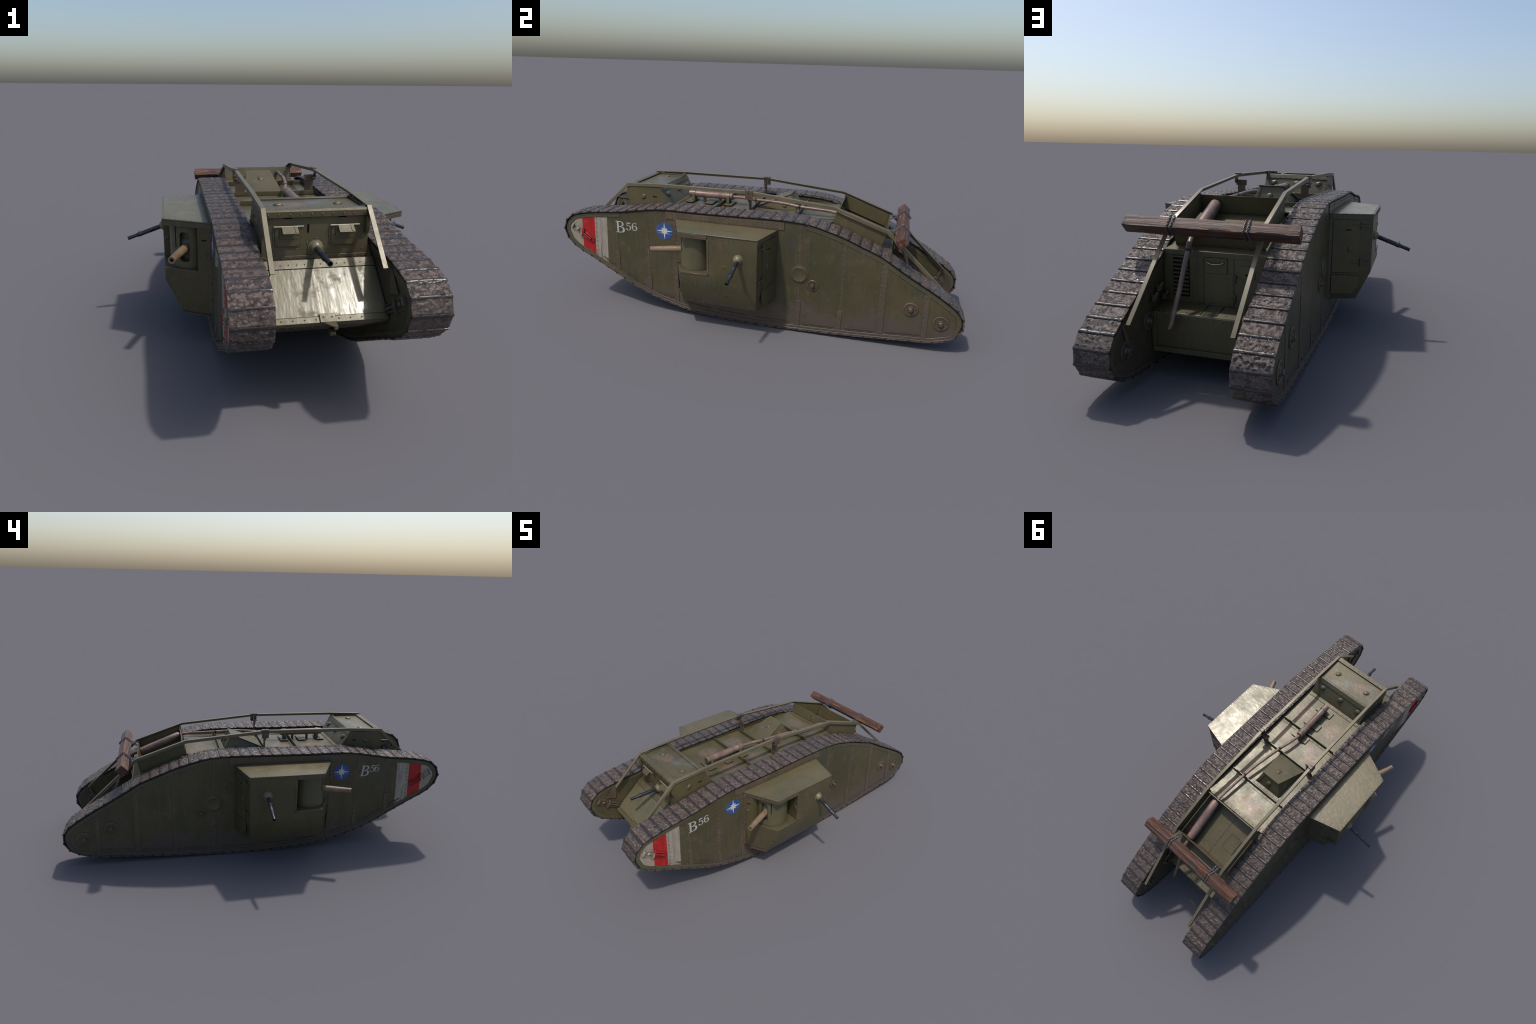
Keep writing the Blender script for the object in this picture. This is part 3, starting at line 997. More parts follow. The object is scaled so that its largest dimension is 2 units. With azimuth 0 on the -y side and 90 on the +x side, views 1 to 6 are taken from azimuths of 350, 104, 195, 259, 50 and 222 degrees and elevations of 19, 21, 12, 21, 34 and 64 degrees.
# ------------------------------------------------------------------ central hull
HX = 0.1876
DECK_Z = 0.5255
HULL = [(-0.853, 0.3145), (-0.856, 0.3240), (-0.700, 0.4610), (-0.690, 0.4640), (-0.66, 0.50), (-0.56, DECK_Z), (0.300, DECK_Z), (0.370, 0.509),
        (0.604, 0.4270), (0.645, 0.4190), (0.645, 0.2370), (0.735, 0.2255), (0.739, 0.2200), (0.735, 0.0880),
        (0.700, 0.0830), (0.20, 0.055), (-0.15, 0.055), (-0.45, 0.105), (-0.66, 0.200)]
mb = MB().prism([V((-HX, *p)) for p in HULL], [V((HX, *p)) for p in HULL])
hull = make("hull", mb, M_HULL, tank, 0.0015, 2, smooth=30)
hr = MB()      # rivets of the hull
hrt = MB()     # rivets that catch the light on top

# deck plates: separate sheets between the ribs
ribs_y = (-0.224, -0.0475, 0.190)
edges = [-0.500] + list(ribs_y) + [0.362]
for a, b in zip(edges[:-1], edges[1:]):
    mb = MB().box((0, (a + b) / 2, DECK_Z + 0.0012), (2 * HX - 0.003, b - a - 0.003, 0.0024))
    make("deck_plate", mb, M_DECK, hull, 0.0008, 1)
for y in ribs_y:
    mb = MB()
    pl = Plane((0, y, DECK_Z + 0.0024), (1, 0, 0), (0, 0, 1), (0, -1, 0))
    pl.poly(mb, [(-0.176, 0), (0.176, 0), (0.169, 0.0195), (-0.169, 0.0195)], -0.002, 0.002)
    mb.box((0, y + 0.010, DECK_Z + 0.0034), (0.352, 0.017, 0.002))
    make("deck_rib", mb, M_DECK, hull, 0.0006, 1)
    hrt.rivets((-0.168, y + 0.012, DECK_Z + 0.0044), (0.168, y + 0.012, DECK_Z + 0.0044), 0.0305, (0, 0, 1), 0.0024, 0.0018)

# glacis: sheet, upper and lower flanges
gl = Plane((0, -0.856, 0.3240), (1, 0, 0), (0, 0.156, 0.137))
if gl.n.z < 0:
    gl.n = -gl.n
GL = math.hypot(0.156, 0.137)
mb = MB()
gl.box(mb, -0.186, 0.186, 0.020, GL - 0.030, -0.001, 0.0022)
make("glacis_plate", mb, M_GLACIS if "M_GLACIS" in globals() else paint("olive_glacis", base=(0.150, 0.136, 0.082), dark=(0.110, 0.098, 0.050), wear=0.4, rust=0.15, rough=0.30, scratch=0.42, streak=0.4, metal=0.06), hull, 0.0006, 1)
mb = MB()
gl.box(mb, -0.186, 0.186, -0.001, 0.019, -0.001, 0.0042)
gl.box(mb, -0.186, 0.186, GL - 0.029, GL + 0.002, -0.001, 0.0042)
make("glacis_flange", mb, M_HULL, hull, 0.001, 2)
hr.rivets(gl.p(-0.172, 0.0095, 0.0042), gl.p(0.172, 0.0095, 0.0042), 0.0345, gl.n, 0.0028, 0.002)
hr.rivets(gl.p(-0.165, GL - 0.016, 0.0042), gl.p(0.165, GL - 0.016, 0.0042), 0.0255, gl.n, 0.0026, 0.002)
# belly rivets just under the lip
hr.rivets((-0.17, -0.835, 0.302), (0.17, -0.835, 0.302), 0.026, (0, -0.5, -0.86), 0.0024, 0.002)

# towing eye under the lip
mb = MB()
gl.box(mb, -0.024, 0.024, -0.002, 0.026, 0.0042, 0.0085)
tri = [(-0.8560, 0.330), (-0.8800, 0.3235), (-0.8815, 0.3120), (-0.868, 0.303), (-0.852, 0.308)]
mb.prism([V((-0.0225, -0.857, 0.330)), V((0.0235, -0.857, 0.330)), V((0.0235, -0.879, 0.3235)), V((0.012, -0.880, 0.3230))], [V((-0.0225, -0.857, 0.326)), V((0.0235, -0.857, 0.326)), V((0.0235, -0.879, 0.3195)), V((0.012, -0.880, 0.3190))])
mb.prism([V((0.0130, *p)) for p in tri], [V((0.0235, *p)) for p in tri])
tri2 = [(-0.850, 0.306), (-0.872, 0.300), (-0.870, 0.288), (-0.858, 0.282), (-0.838, 0.290)]
mb.prism([V((0.004, *p)) for p in tri2], [V((0.021, *p)) for p in tri2])
make("towing_eye", mb, M_HULL, hull, 0.0012, 2)
for u in (-0.013, 0.013):
    hr.rivet(gl.p(u, 0.014, 0.0085), gl.n, 0.003, 0.0022)
hr.rivet((0.0235, -0.875, 0.314), (1, 0, 0), 0.003, 0.002)

# stern wall: louvres, straps, hatch with handle
st = Plane((0, 0.645, 0.237), (-1, 0, 0), (0, 0, 1), (0, 1, 0))
mb = MB()
st.box(mb, -0.186, 0.186, 0.165, 0.182, -0.001, 0.003)
for u in (-0.060, 0.048, 0.160):
    st.box(mb, u, u + 0.020, 0.002, 0.165, -0.001, 0.0025)
make("stern_strap", mb, M_HULL, hull, 0.0006, 1)
hr.rivets(st.p(-0.175, 0.174, 0.003), st.p(0.175, 0.174, 0.003), 0.021, st.n, 0.0027, 0.0018)
for u in (-0.060, 0.048, 0.160):
    for e in (0.005, 0.015):
        hr.rivets(st.p(u + e, 0.008, 0.0025), st.p(u + e, 0.158, 0.0025), 0.0215, st.n, 0.0027, 0.0018)
mb = MB()
for k in range(10):
    v = 0.025 + k * 0.0142
    a = [st.p(-0.150, v, 0.0), st.p(-0.150, v + 0.0105, 0.0), st.p(-0.150, v + 0.0065, 0.0055), st.p(-0.150, v + 0.0035, 0.0055)]
    mb.prism(a, [p + st.u * 0.056 for p in a])
make("louvre", mb, M_HULL, hull)
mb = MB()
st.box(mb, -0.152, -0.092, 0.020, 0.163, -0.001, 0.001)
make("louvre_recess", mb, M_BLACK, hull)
mb = MB()
st.box(mb, -0.034, 0.044, 0.110, 0.163, -0.001, 0.0035)
make("stern_hatch", mb, M_HULL, hull, 0.001, 1)
mb = MB()
mb.tube([st.p(-0.026, 0.152, 0.003), st.p(-0.024, 0.148, 0.011), st.p(-0.012, 0.143, 0.014), st.p(0.005, 0.1415, 0.014),
         st.p(0.022, 0.143, 0.014), st.p(0.034, 0.148, 0.011), st.p(0.036, 0.152, 0.003)], 0.0022, 8)
make("hatch_handle", mb, M_HULL, hull, smooth=60)
mb = MB()
c = st.p(0.113, 0.115, 0)
mb.lathe(c, st.n, [(-0.001, 0.030), (0.003, 0.030), (0.0035, 0.028), (0.0035, 0.001)], 32)
st.box(mb, 0.072, 0.156, 0.010, 0.100, -0.001, 0.0025)
for v in (0.03, 0.095):
    mb.tube([st.p(0.073, v - 0.014, 0.004), st.p(0.073, v + 0.014, 0.004)], 0.0038, 8)
make("stern_door", mb, M_HULL, hull, 0.0006, 1)
mb = MB()
st.box(mb, 0.108, 0.132, 0.112, 0.116, 0.003, 0.0042)
make("vision_slit", mb, M_BLACK, hull)

# petrol tank box behind the stern wall
bx = Plane((0, 0.737, 0.088), (-1, 0, 0), (0, 0.004, 0.13), (0, 1, 0))
mb = MB()
bx.box(mb, -0.186, 0.186, -0.001, 0.017, -0.001, 0.004)
for u in (-0.186, 0.170):
    bx.box(mb, u, u + 0.016, 0.017, 0.134, -0.001, 0.003)
make("tank_flange", mb, M_HULL, hull, 0.0008, 1)
hr.rivets(bx.p(-0.175, 0.008, 0.004), bx.p(0.175, 0.008, 0.004), 0.0225, bx.n, 0.0024, 0.0018)
hr.rivets(bx.p(-0.150, 0.125, 0.002), bx.p(0.150, 0.125, 0.002), 0.031, bx.n, 0.0026, 0.002)
top = Plane((0, 0.645, 0.2372), (1, 0, 0), (0, 0.090, -0.0117), (0, 0.13, 0.99))
mb = MB()
for u in (-0.038, 0.018):
    top.box(mb, u - 0.0007, u + 0.0007, 0.004, 0.088, -0.001, 0.0012)
make("lid_seam", mb, M_BLACK, hull)
hr.rivets(top.p(-0.16, 0.078, 0.0002), top.p(0.16, 0.078, 0.0002), 0.045, top.n, 0.0028, 0.002)

# ------------------------------------------------------------------ driver's cab
CX = 0.1690
CAB = [(-0.690, 0.4580), (-0.690, 0.6150), (-0.516, 0.6160), (-0.459, DECK_Z), (-0.459, 0.47), (-0.60, 0.44)]
mb = MB().prism([V((-CX, *p)) for p in CAB], [V((CX, *p)) for p in CAB])
cab = make("cab", mb, M_HULL, tank, 0.0015, 2, smooth=30)
cr, crt = MB(), MB()
fr = Plane((0, -0.690, 0.0), (1, 0, 0), (0, 0, 1), (0, -1, 0))
# bent angle along the front roof edge and rear roof edge
mb = MB()
prof = [(-0.6975, 0.5980), (-0.6985, 0.6165), (-0.6945, 0.6225), (-0.6690, 0.6225), (-0.6690, 0.6165), (-0.6895, 0.6150), (-0.6895, 0.5980)]
mb.prism([V((-CX - 0.0005, *p)) for p in prof], [V((CX + 0.0005, *p)) for p in prof])
prof = [(-0.5310, 0.6155), (-0.5310, 0.6205), (-0.5165, 0.6215), (-0.5095, 0.6115), (-0.5020, 0.6000), (-0.5060, 0.5985), (-0.5180, 0.6150)]
mb.prism([V((-CX - 0.0005, *p)) for p in prof], [V((CX + 0.0005, *p)) for p in prof])
for e in (-1, 1):
    mb.box((e * (CX - 0.005), -0.60, 0.6185), (0.0105, 0.140, 0.005))
# angle at the foot of the sloping rear plate
rp = Plane((0, -0.459, DECK_Z + 0.0024), (1, 0, 0), (0, -0.057, 0.0905))
if rp.n.y < 0:
    rp.n = -rp.n
mb.box((0, -0.450, DECK_Z + 0.0040), (2 * CX, 0.022, 0.0032))
make("roof_angle", mb, M_HULL, cab, 0.0012, 2)
crt.rivets((-0.155, -0.680, 0.6225), (0.155, -0.680, 0.6225), 0.0345, (0, 0, 1), 0.0028, 0.002)
cr.rivets((-0.150, -0.6980, 0.6080), (0.150, -0.6980, 0.6080), 0.0345, (0, -1, 0), 0.0030, 0.0022)
crt.rivets((-0.150, -0.524, 0.6210), (0.150, -0.524, 0.6210), 0.030, (0, 0, 1), 0.0024, 0.0018)
crt.rivets((-0.150, -0.5060, 0.6065), (0.150, -0.5060, 0.6065), 0.030, (0, 0.84, 0.54), 0.0024, 0.0018)
crt.rivets((-0.155, -0.447, DECK_Z + 0.0056), (0.155, -0.447, DECK_Z + 0.0056), 0.031, (0, 0, 1), 0.0024, 0.0018)
for e in (-1, 1):
    crt.rivets((e * (CX - 0.005), -0.655, 0.621), (e * (CX - 0.005), -0.545, 0.621), 0.035, (0, 0, 1), 0.0024, 0.0018)
# front wall: bottom flange row, vision slits
mb = MB()
fr.box(mb, -CX, CX, 0.4590, 0.4760, -0.001, 0.0030)
make("front_flange", mb, M_HULL, cab, 0.001, 2)
cr.rivets(fr.p(-0.155, 0.4680, 0.003), fr.p(0.155, 0.4680, 0.003), 0.0260, fr.n, 0.0026, 0.002)
mb = MB()
for u in (-0.0885, 0.0825):
    fr.poly(mb, rounded(u - 0.0135, u + 0.0135, 0.5930, 0.5985, 0.0024), -0.001, 0.0008)
fr.poly(mb, rounded(-0.0275, -0.0215, 0.5480, 0.5750, 0.0026), -0.001, 0.0008)
for e in (-1, 1):
    sd = Plane((e * CX, 0, 0), (0, 1, 0), (0, 0, 1), (e, 0, 0))
    sd.poly(mb, rounded(-0.5560, -0.5320, 0.5665, 0.5715, 0.002), -0.001, 0.0008)
make("vision_slit", mb, M_BLACK, cab)
# visors: U-framed port with tilted flap on a hinge pin
for c in (-0.0880, 0.0880):
    mb = MB()
    U = lambda w, b, t, r: [(c + x, z) for x, z in ([(-w, t), (-w, b + r)] + [(-w + r - r * math.cos(a), b + r - r * math.sin(a)) for a in (0.5, 1.1)]
                            + [(-w + r, b), (w - r, b)] + [(w - r + r * math.sin(a), b + r - r * math.cos(a)) for a in (0.5, 1.1)] + [(w, b + r), (w, t)])]
    fr.poly(mb, U(0.0470, 0.5030, 0.5700, 0.016)[::-1], -0.001, 0.0016)
    fr.poly(mb, U(0.0400, 0.5075, 0.5660, 0.015)[::-1], 0.0, 0.0045)
    fr.poly(mb, U(0.0270, 0.5310, 0.5660, 0.008)[::-1], 0.0, 0.0070)
    make("visor_port", mb, M_HULL, cab, 0.001, 2)
    mb = MB()
    fl = Plane((c + 0.004, -0.6960, 0.5700), (1, 0, 0), (0, -0.022, -0.0165))
    if fl.n.z < 0:
        fl.n = -fl.n
    fl.poly(mb, rounded(-0.0250, 0.0250, 0.0, 0.0290, 0.004), -0.002, 0.002)
    fl.box(mb, 0.014, 0.020, 0.001, 0.026, 0.002, 0.0035)
    make("visor_flap", mb, M_HULL, cab, 0.0008, 2)
    mb = MB().tube([(c - 0.044, -0.6955, 0.5700), (c + 0.048, -0.6955, 0.5700)], 0.0026, 10)
    make("hinge_pin", mb, M_HINGE, cab, smooth=60)
    for u, z in ((-0.0335, 0.5610), (-0.0335, 0.5440), (0.0335, 0.5610), (0.0335, 0.5440), (-0.0440, 0.5400), (0.0440, 0.5400),
                 (-0.0425, 0.5180), (0.0425, 0.5180), (0.030, 0.5330), (-0.030, 0.5330)):
        cr.rivet(fr.p(c + u, z, 0.0042 if abs(u) < 0.04 else 0.0014), fr.n, 0.0022, 0.0018)
for u, z in ((-0.150, 0.53), (0.150, 0.53), (-0.06, 0.497), (0.052, 0.493), (0.152, 0.492), (-0.152, 0.492)):
    cr.rivet(fr.p(u, z, 0), fr.n, 0.0024, 0.0018)
# teardrop covers on roof, rear slope, sides
mb = MB()
roof = Plane((0, 0, 0.6160), (1, 0, 0), (0, 1, 0), (0, 0, 1))
for u, a in ((-0.097, 3.6), (0.097, 2.4)):
    teardrop(mb, roof, u, -0.597, -a if u > 0 else a, 0.0140, 0.0075)
for u in (-0.124, -0.004, 0.121):
    teardrop(mb, rp, u, 0.058, 2.6, 0.0140, 0.0075)
for e in (-1, 1):
    sd = Plane((e * CX, 0, 0), (0, 1, 0), (0, 0, 1), (e, 0, 0))
    teardrop(mb, sd, -0.6050, 0.5660, 3.9, 0.0125, 0.005)
    for y, z in ((-0.665, 0.545), (-0.640, 0.607), (-0.575, 0.607), (-0.52, 0.600), (-0.50, 0.575), (-0.668, 0.595), (-0.482, 0.552)):
        cr.rivet(sd.p(y, z), sd.n, 0.0024, 0.0018)
make("vision_cover", mb, M_HULL, cab, smooth=50)
# curved stays at the front corners
for e in (-1, 1):
    mb = MB()
    q = [(-0.6900, 0.600), (-0.7010, 0.592), (-0.7040, 0.570), (-0.7010, 0.556), (-0.6940, 0.540), (-0.6900, 0.540)]
    mb.prism([V((e * 0.1560, *p)) for p in q], [V((e * 0.1685, *p)) for p in q])
    make("corner_stay", mb, M_HULL, cab, 0.001, 2)
make("rivets", cr, M_RIVET_TOP, cab, stuff=True, smooth=60)
make("rivets", crt, M_RIVET_TOP, cab, stuff=True, smooth=60)


def machine_gun(name, parent, root, tip, mount_r, n, ball=True, flange=False):
    root, tip, n = V(root), V(tip), V(n)
    L = (tip - root).length
    d = (tip - root).normalized()
    mb = MB()
    if flange:
        mb.lathe(root - n * 0.002, n, [(0, mount_r * 1.08), (0.004, mount_r * 1.08), (0.0050, mount_r), (0.0055, mount_r * 0.90), (0.010, mount_r * 0.80), (0.016, mount_r * 0.62), (0.019, mount_r * 0.42)], 28)
    else:
        mb.lathe(root - n * 0.004, n, [(0, mount_r * 1.16), (0.005, mount_r * 1.16), (0.006, mount_r * 1.0)], 28)
        prof = [(mount_r * math.sin(a), mount_r * math.cos(a)) for a in [i * math.pi / 16 for i in range(9)]]
        mb.lathe(root, n, [(p[0], max(p[1], 0.0006)) for p in prof], 28)
    mount = make("ball_mount", mb, M_BALL, parent, smooth=40)
    mb = MB()
    r = 0.0095
    prof = [(0.008, r), (L * 0.36, r), (L * 0.365, r * 1.06), (L * 0.385, r * 1.06), (L * 0.39, r), (L * 0.64, r), (L * 0.65, r * 1.13), (L * 0.69, r * 1.10),
            (L * 0.76, r * 0.80), (L * 0.975, r * 0.80), (L * 0.98, r * 0.90), (L, r * 0.90), (L, r * 0.62), (L - 0.012, r * 0.60)]
    mb.lathe(root, d, prof, 18)
    side = d.cross(V((0, 0, 1))).normalized()
    upv = side.cross(d)
    mb.box(root + d * L * 0.67 + upv * (r + 0.004), (0.0016, 0.0016, 0.009))
    make("machine_gun", mb, M_GUN, mount, smooth=35)
    mb = MB().lathe(tip - d * 0.0105, d, [(0, r * 0.58), (0.0012, r * 0.58)], 14)
    make("muzzle_bore", mb, M_BLACK, mount)
    return mount


machine_gun("front_gun", cab, (0.0015, -0.690, 0.4995), (0.0010, -0.8430, 0.4990), 0.0235, (0, -1, 0), flange=True)
mb = MB()
for k in range(6):
    t = k * math.pi / 3 + math.pi / 2
    mb.rivet((0.0015 + 0.031 * math.cos(t), -0.690, 0.4995 + 0.031 * math.sin(t)), (0, -1, 0), 0.0026, 0.002)
make("rivets", mb, M_RIVET_TOP, cab, stuff=True, smooth=60)
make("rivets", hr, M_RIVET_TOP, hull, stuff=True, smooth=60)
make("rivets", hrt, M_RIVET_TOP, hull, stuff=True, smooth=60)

# ------------------------------------------------------------------ roof hatch turret between the ribs
mb = MB()
z0 = DECK_Z + 0.0024
base = [(-0.127, -0.036), (0.038, -0.036), (0.036, 0.166), (-0.127, 0.168)]
hz = 0.6085
a = [V((-0.125, -0.034, z0)), V((0.036, -0.034, z0)), V((0.034, 0.163, z0)), V((-0.125, 0.165, z0))]
b = [V((-0.1200, -0.030, z0 + 0.010)), V((0.0310, -0.030, z0 + 0.010)), V((0.0085, 0.1240, hz - 0.004)), V((-0.0905, 0.1240, hz - 0.004))]
mb.prism(a, b)
hatch = make("roof_hatch", mb, M_HULL, tank, 0.0012, 2, smooth=30)
mb = MB()
rf = [V((-0.1280, -0.0380, z0 + 0.0085)), V((0.0380, -0.0380, z0 + 0.0085)), V((0.0120, 0.1300, hz - 0.0035)), V((-0.0940, 0.1300, hz - 0.0035))]
nn = (rf[1] - rf[0]).cross(rf[3] - rf[0]).normalized()
mb.prism(rf, [p + nn * 0.0035 for p in rf])
make("hatch_lid", mb, M_DECK, hatch, 0.0008, 1)
lid = Plane(rf[0] + nn * 0.0035, (1, 0, 0), rf[3] - rf[0], nn)
lid = Plane(V((-0.042, -0.038, z0 + 0.012)), (1, 0, 0), (0, 0.168, hz - 0.0035 - z0 - 0.0085), nn)
mb = MB()
teardrop(mb, lid, 0.0, 0.110, 1.6, 0.0135, 0.0055)
rear = Plane((-0.0415, 0.164, z0), (-1, 0, 0), (0, -0.040, hz - z0 - 0.004))
if rear.n.y < 0:
    rear.n = -rear.n
teardrop(mb, rear, 0.0, 0.042, -2.2, 0.0135, 0.0070)
ls = Plane((-0.122, 0.085, z0), (0, 1, 0), (0.034, 0, hz - z0))
if ls.n.x > 0:
    ls.n = -ls.n
teardrop(mb, ls, 0.015, 0.022, 2.2, 0.0125, 0.005)
rs = Plane((0.034, 0.085, z0), (0, 1, 0), (-0.026, 0, hz - z0))
if rs.n.x < 0:
    rs.n = -rs.n
teardrop(mb, rs, 0.015, 0.022, 2.2, 0.0125, 0.005)
make("vision_cover", mb, M_HULL, hatch, smooth=50)
mb = MB()
rear.poly(mb, [(-0.077, 0.0), (-0.060, 0.0), (-0.037, 0.078), (-0.049, 0.078)], -0.001, 0.0025)
mb.box((-0.044, 0.172, z0 + 0.0012), (0.172, 0.018, 0.0026))
make("hatch_angle", mb, M_HULL, hatch, 0.0006, 1)
hv = MB()
hv.rivets((-0.118, 0.173, z0 + 0.0024), (0.032, 0.173, z0 + 0.0024), 0.021, (0, 0, 1), 0.0024, 0.0018)
for u, w in ((-0.066, 0.016), (-0.058, 0.036), (-0.050, 0.058)):
    hv.rivet(rear.p(u, w, 0.0025), rear.n, 0.0024, 0.0018)
hv.rivets(lid.p(-0.044, 0.172), lid.p(0.046, 0.172), 0.03, lid.n, 0.0018, 0.001)
make("rivets", hv, M_RIVET_TOP, hatch, stuff=True, smooth=60)

# ------------------------------------------------------------------ exhaust: silencer on pads, pipe over the roof and down the stern
ex = MB()
y0, y1, zc = -0.4120, -0.1780, 0.5680
R = 0.0172
xc = lambda y: 0.0265 + (0.0235 - 0.0265) * (y - y0) / (y1 - y0)
ax = V((xc(y1) - xc(y0), y1 - y0, 0.001)).normalized()
L = y1 - y0
ex.lathe((xc(y0), y0, zc), ax, [(0.006, R * 0.80), (0.0, R * 0.82), (0.0, R), (0.010, R * 1.02), (0.012, R), (L - 0.012, R), (L - 0.010, R * 1.05), (L, R * 1.05), (L + 0.003, R * 0.95), (L + 0.004, R * 0.5)], 28)
exhaust = make("exhaust_silencer", ex, M_PIPE, tank, smooth=40)
mb = MB().lathe((xc(y0), y0 - 0.0003, zc), ax, [(0, R * 0.80), (0.001, R * 0.80)], 24)
make("silencer_end", mb, M_HULL, exhaust)
mb = MB()
for y in (-0.386, -0.198):
    mb.lathe((xc(y), y - 0.0075, zc), ax, [(0, R), (0, R + 0.0028), (0.015, R + 0.0028), (0.015, R)], 28)
    for e in (-1, 1):
        mb.box((xc(y) + e * (R + 0.0012), y, (zc + z0) / 2), (0.003, 0.014, zc - z0 - 0.002))
make("silencer_strap", mb, M_RAIL, exhaust, 0.0005, 1)
mb = MB()
for y in (-0.400, -0.2925, -0.1905):
    mb.box((0.0255, y, z0 + 0.0062), (0.098, 0.0435, 0.0026))
    for e in (-0.030, 0.030):
        mb.box((0.0255 + e, y, z0 + 0.0030), (0.010, 0.034, 0.006))
for y in (-0.330, -0.245):
    mb.box((xc(y), y, (z0 + zc - R) / 2 + 0.003), (0.012, 0.012, zc - R - z0 + 0.004))
make("silencer_pad", mb, M_DECK, exhaust, 0.0006, 1)
pts = [(0.0235, -0.176, 0.5680), (0.0240, -0.155, 0.5690), (0.0340, -0.100, 0.5710), (0.0490, -0.0430, 0.5700), (0.0585, 0.010, 0.5720), (0.0680, 0.0700, 0.5730),
       (0.0760, 0.115, 0.5715), (0.0860, 0.188, 0.5660), (0.0910, 0.270, 0.5630), (0.0950, 0.330, 0.5620), (0.0975, 0.3950, 0.5540)]
mb = MB().tube(pts, 0.0076, 14)
make("exhaust_pipe", mb, M_PIPE, exhaust, smooth=60)
mb = MB().tube([(0.0985, 0.388, 0.5480), (0.0985, 0.395, 0.5470), (0.0960, 0.470, 0.5170), (0.0920, 0.555, 0.4840), (0.0900, 0.602, 0.4660)],
               [0.016, 0.0215, 0.0225, 0.0225, 0.0210], 20)
make("exhaust_pipe", mb, M_PIPE, exhaust, smooth=60)
pts = [(0.0890, 0.600, 0.4680), (0.0865, 0.640, 0.4600), (0.0800, 0.672, 0.4430), (0.0760, 0.690, 0.4230), (0.0790, 0.705, 0.3900), (0.0860, 0.735, 0.3060), (0.0965, 0.776, 0.2060), (0.0980, 0.782, 0.1860)]
mb = MB().tube(pts, [0.0098, 0.0098, 0.0095, 0.0092, 0.0088, 0.0085, 0.0085, 0.0085], 14)
make("exhaust_pipe", mb, M_PIPE, exhaust, smooth=60)
mb = MB()
for p, q in (((0.0472, -0.0500, 0.5700), (0.0500, -0.0385, 0.5702)), ((0.0852, 0.183, 0.5663), (0.0868, 0.194, 0.5657))):
    mb.tube([p, q], 0.0085, 14)
    mb.box((p[0] + 0.001, (p[1] + q[1]) / 2, 0.556), (0.005, 0.004, 0.020))
mb.tube([(0.0775, 0.6850, 0.4300), (0.0770, 0.6895, 0.4240)], 0.0108, 14)
make("pipe_clip", mb, M_BELT, exhaust, smooth=50)
mb = MB().lathe((0.0980, 0.7818, 0.1866), (0.0015, 0.006, -0.020), [(0, 0.0062), (0.0012, 0.0062)], 12)
make("pipe_mouth", mb, M_BLACK, exhaust)

# ------------------------------------------------------------------ stowage tray over the stern slope
tr = MB()
for e in (-1, 1):
    q = [(0.3640, 0.5210), (0.3800, 0.5870), (0.6190, 0.5020), (0.6000, 0.4360)]
    tr.prism([V((e * 0.1630, *p)) for p in q], [V((e * 0.1660, *p)) for p in q])
    # outer flange along the lower third
    q = [(0.3790, 0.5830), (0.3800, 0.5868), (0.6190, 0.5018), (0.6180, 0.4980)]
    tr.prism([V((e * 0.1660, *p)) for p in q], [V((e * 0.1760, *p)) for p in q])
tray = make("stowage_tray", tr, M_HULL, tank, 0.0008, 1)
mb = MB()
q = [(0.3600, 0.5060), (0.3635, 0.5060), (0.3870, 0.5820), (0.3835, 0.5820)]
mb.prism([V((-0.1630, *p)) for p in q], [V((0.1630, *p)) for p in q])
mb.box((0, 0.356, z0 + 0.0012), (0.33, 0.020, 0.0025))
q = [(0.5965, 0.4270), (0.6000, 0.4260), (0.6200, 0.5000), (0.6165, 0.5010)]
mb.prism([V((-0.1630, *p)) for p in q], [V((0.1630, *p)) for p in q])
make("tray_wall", mb, M_HULL, tray, 0.0006, 1)
tv = MB()
tv.rivets((-0.150, 0.356, z0 + 0.0024), (0.150, 0.356, z0 + 0.0024), 0.030, (0, 0, 1), 0.0027, 0.0018)
fl = Plane((0, 0.370, 0.5092), (1, 0, 0), (0, 0.234, -0.082), (0, 0.331, 0.944))
mb = MB()
fl.box(mb, -0.162, 0.162, 0.003, 0.246, -0.001, 0.0015)
make("tray_floor", mb, M_HULL, tray)
mb = MB()
fl.box(mb, -0.0270, -0.0255, 0.004, 0.240, 0.0005, 0.0022)
fl.box(mb, -0.130, -0.060, 0.0835, 0.0848, 0.0005, 0.0022)
fl.box(mb, -0.130, -0.060, 0.168, 0.1693, 0.0005, 0.0022)
fl.box(mb, -0.0612, -0.060, 0.084, 0.169, 0.0005, 0.0022)
fl.box(mb, -0.131, -0.128, 0.084, 0.169, 0.0005, 0.0035)
make("floor_seam", mb, M_BELT, tray)
for u in (-0.018, -0.004):
    tv.rivets(fl.p(u, 0.012, 0.0015), fl.p(u, 0.235, 0.0015), 0.025, fl.n, 0.0024, 0.0018)
tv.rivets(fl.p(-0.15, 0.236, 0.0015), fl.p(0.03, 0.236, 0.0015), 0.030, fl.n, 0.0024, 0.0018)
fw = Plane((0, 0.3655, 0.522), (1, 0, 0), (0, 0.0195, 0.062), (0, -0.954, 0.30))
for u in (-0.115, 0.02, 0.135):
    tv.rivet(fw.p(u, 0.040, 0.0), fw.n, 0.0034, 0.003)
make("rivets", tv, M_RIVET_TOP, tray, stuff=True, smooth=60)
mb = MB()
fw.box(mb, -0.008, -0.003, 0.010, 0.048, -0.001, 0.004)
make("tray_cleat", mb, M_HULL, tray)

# ------------------------------------------------------------------ unditching rails
RAIL = [(-0.8500, 0.4800), (-0.6910, 0.6290), (-0.5060, 0.6375), (-0.0460, 0.6420), (0.3720, 0.6035), (0.6290, 0.5130), (0.9200, 0.2400)]


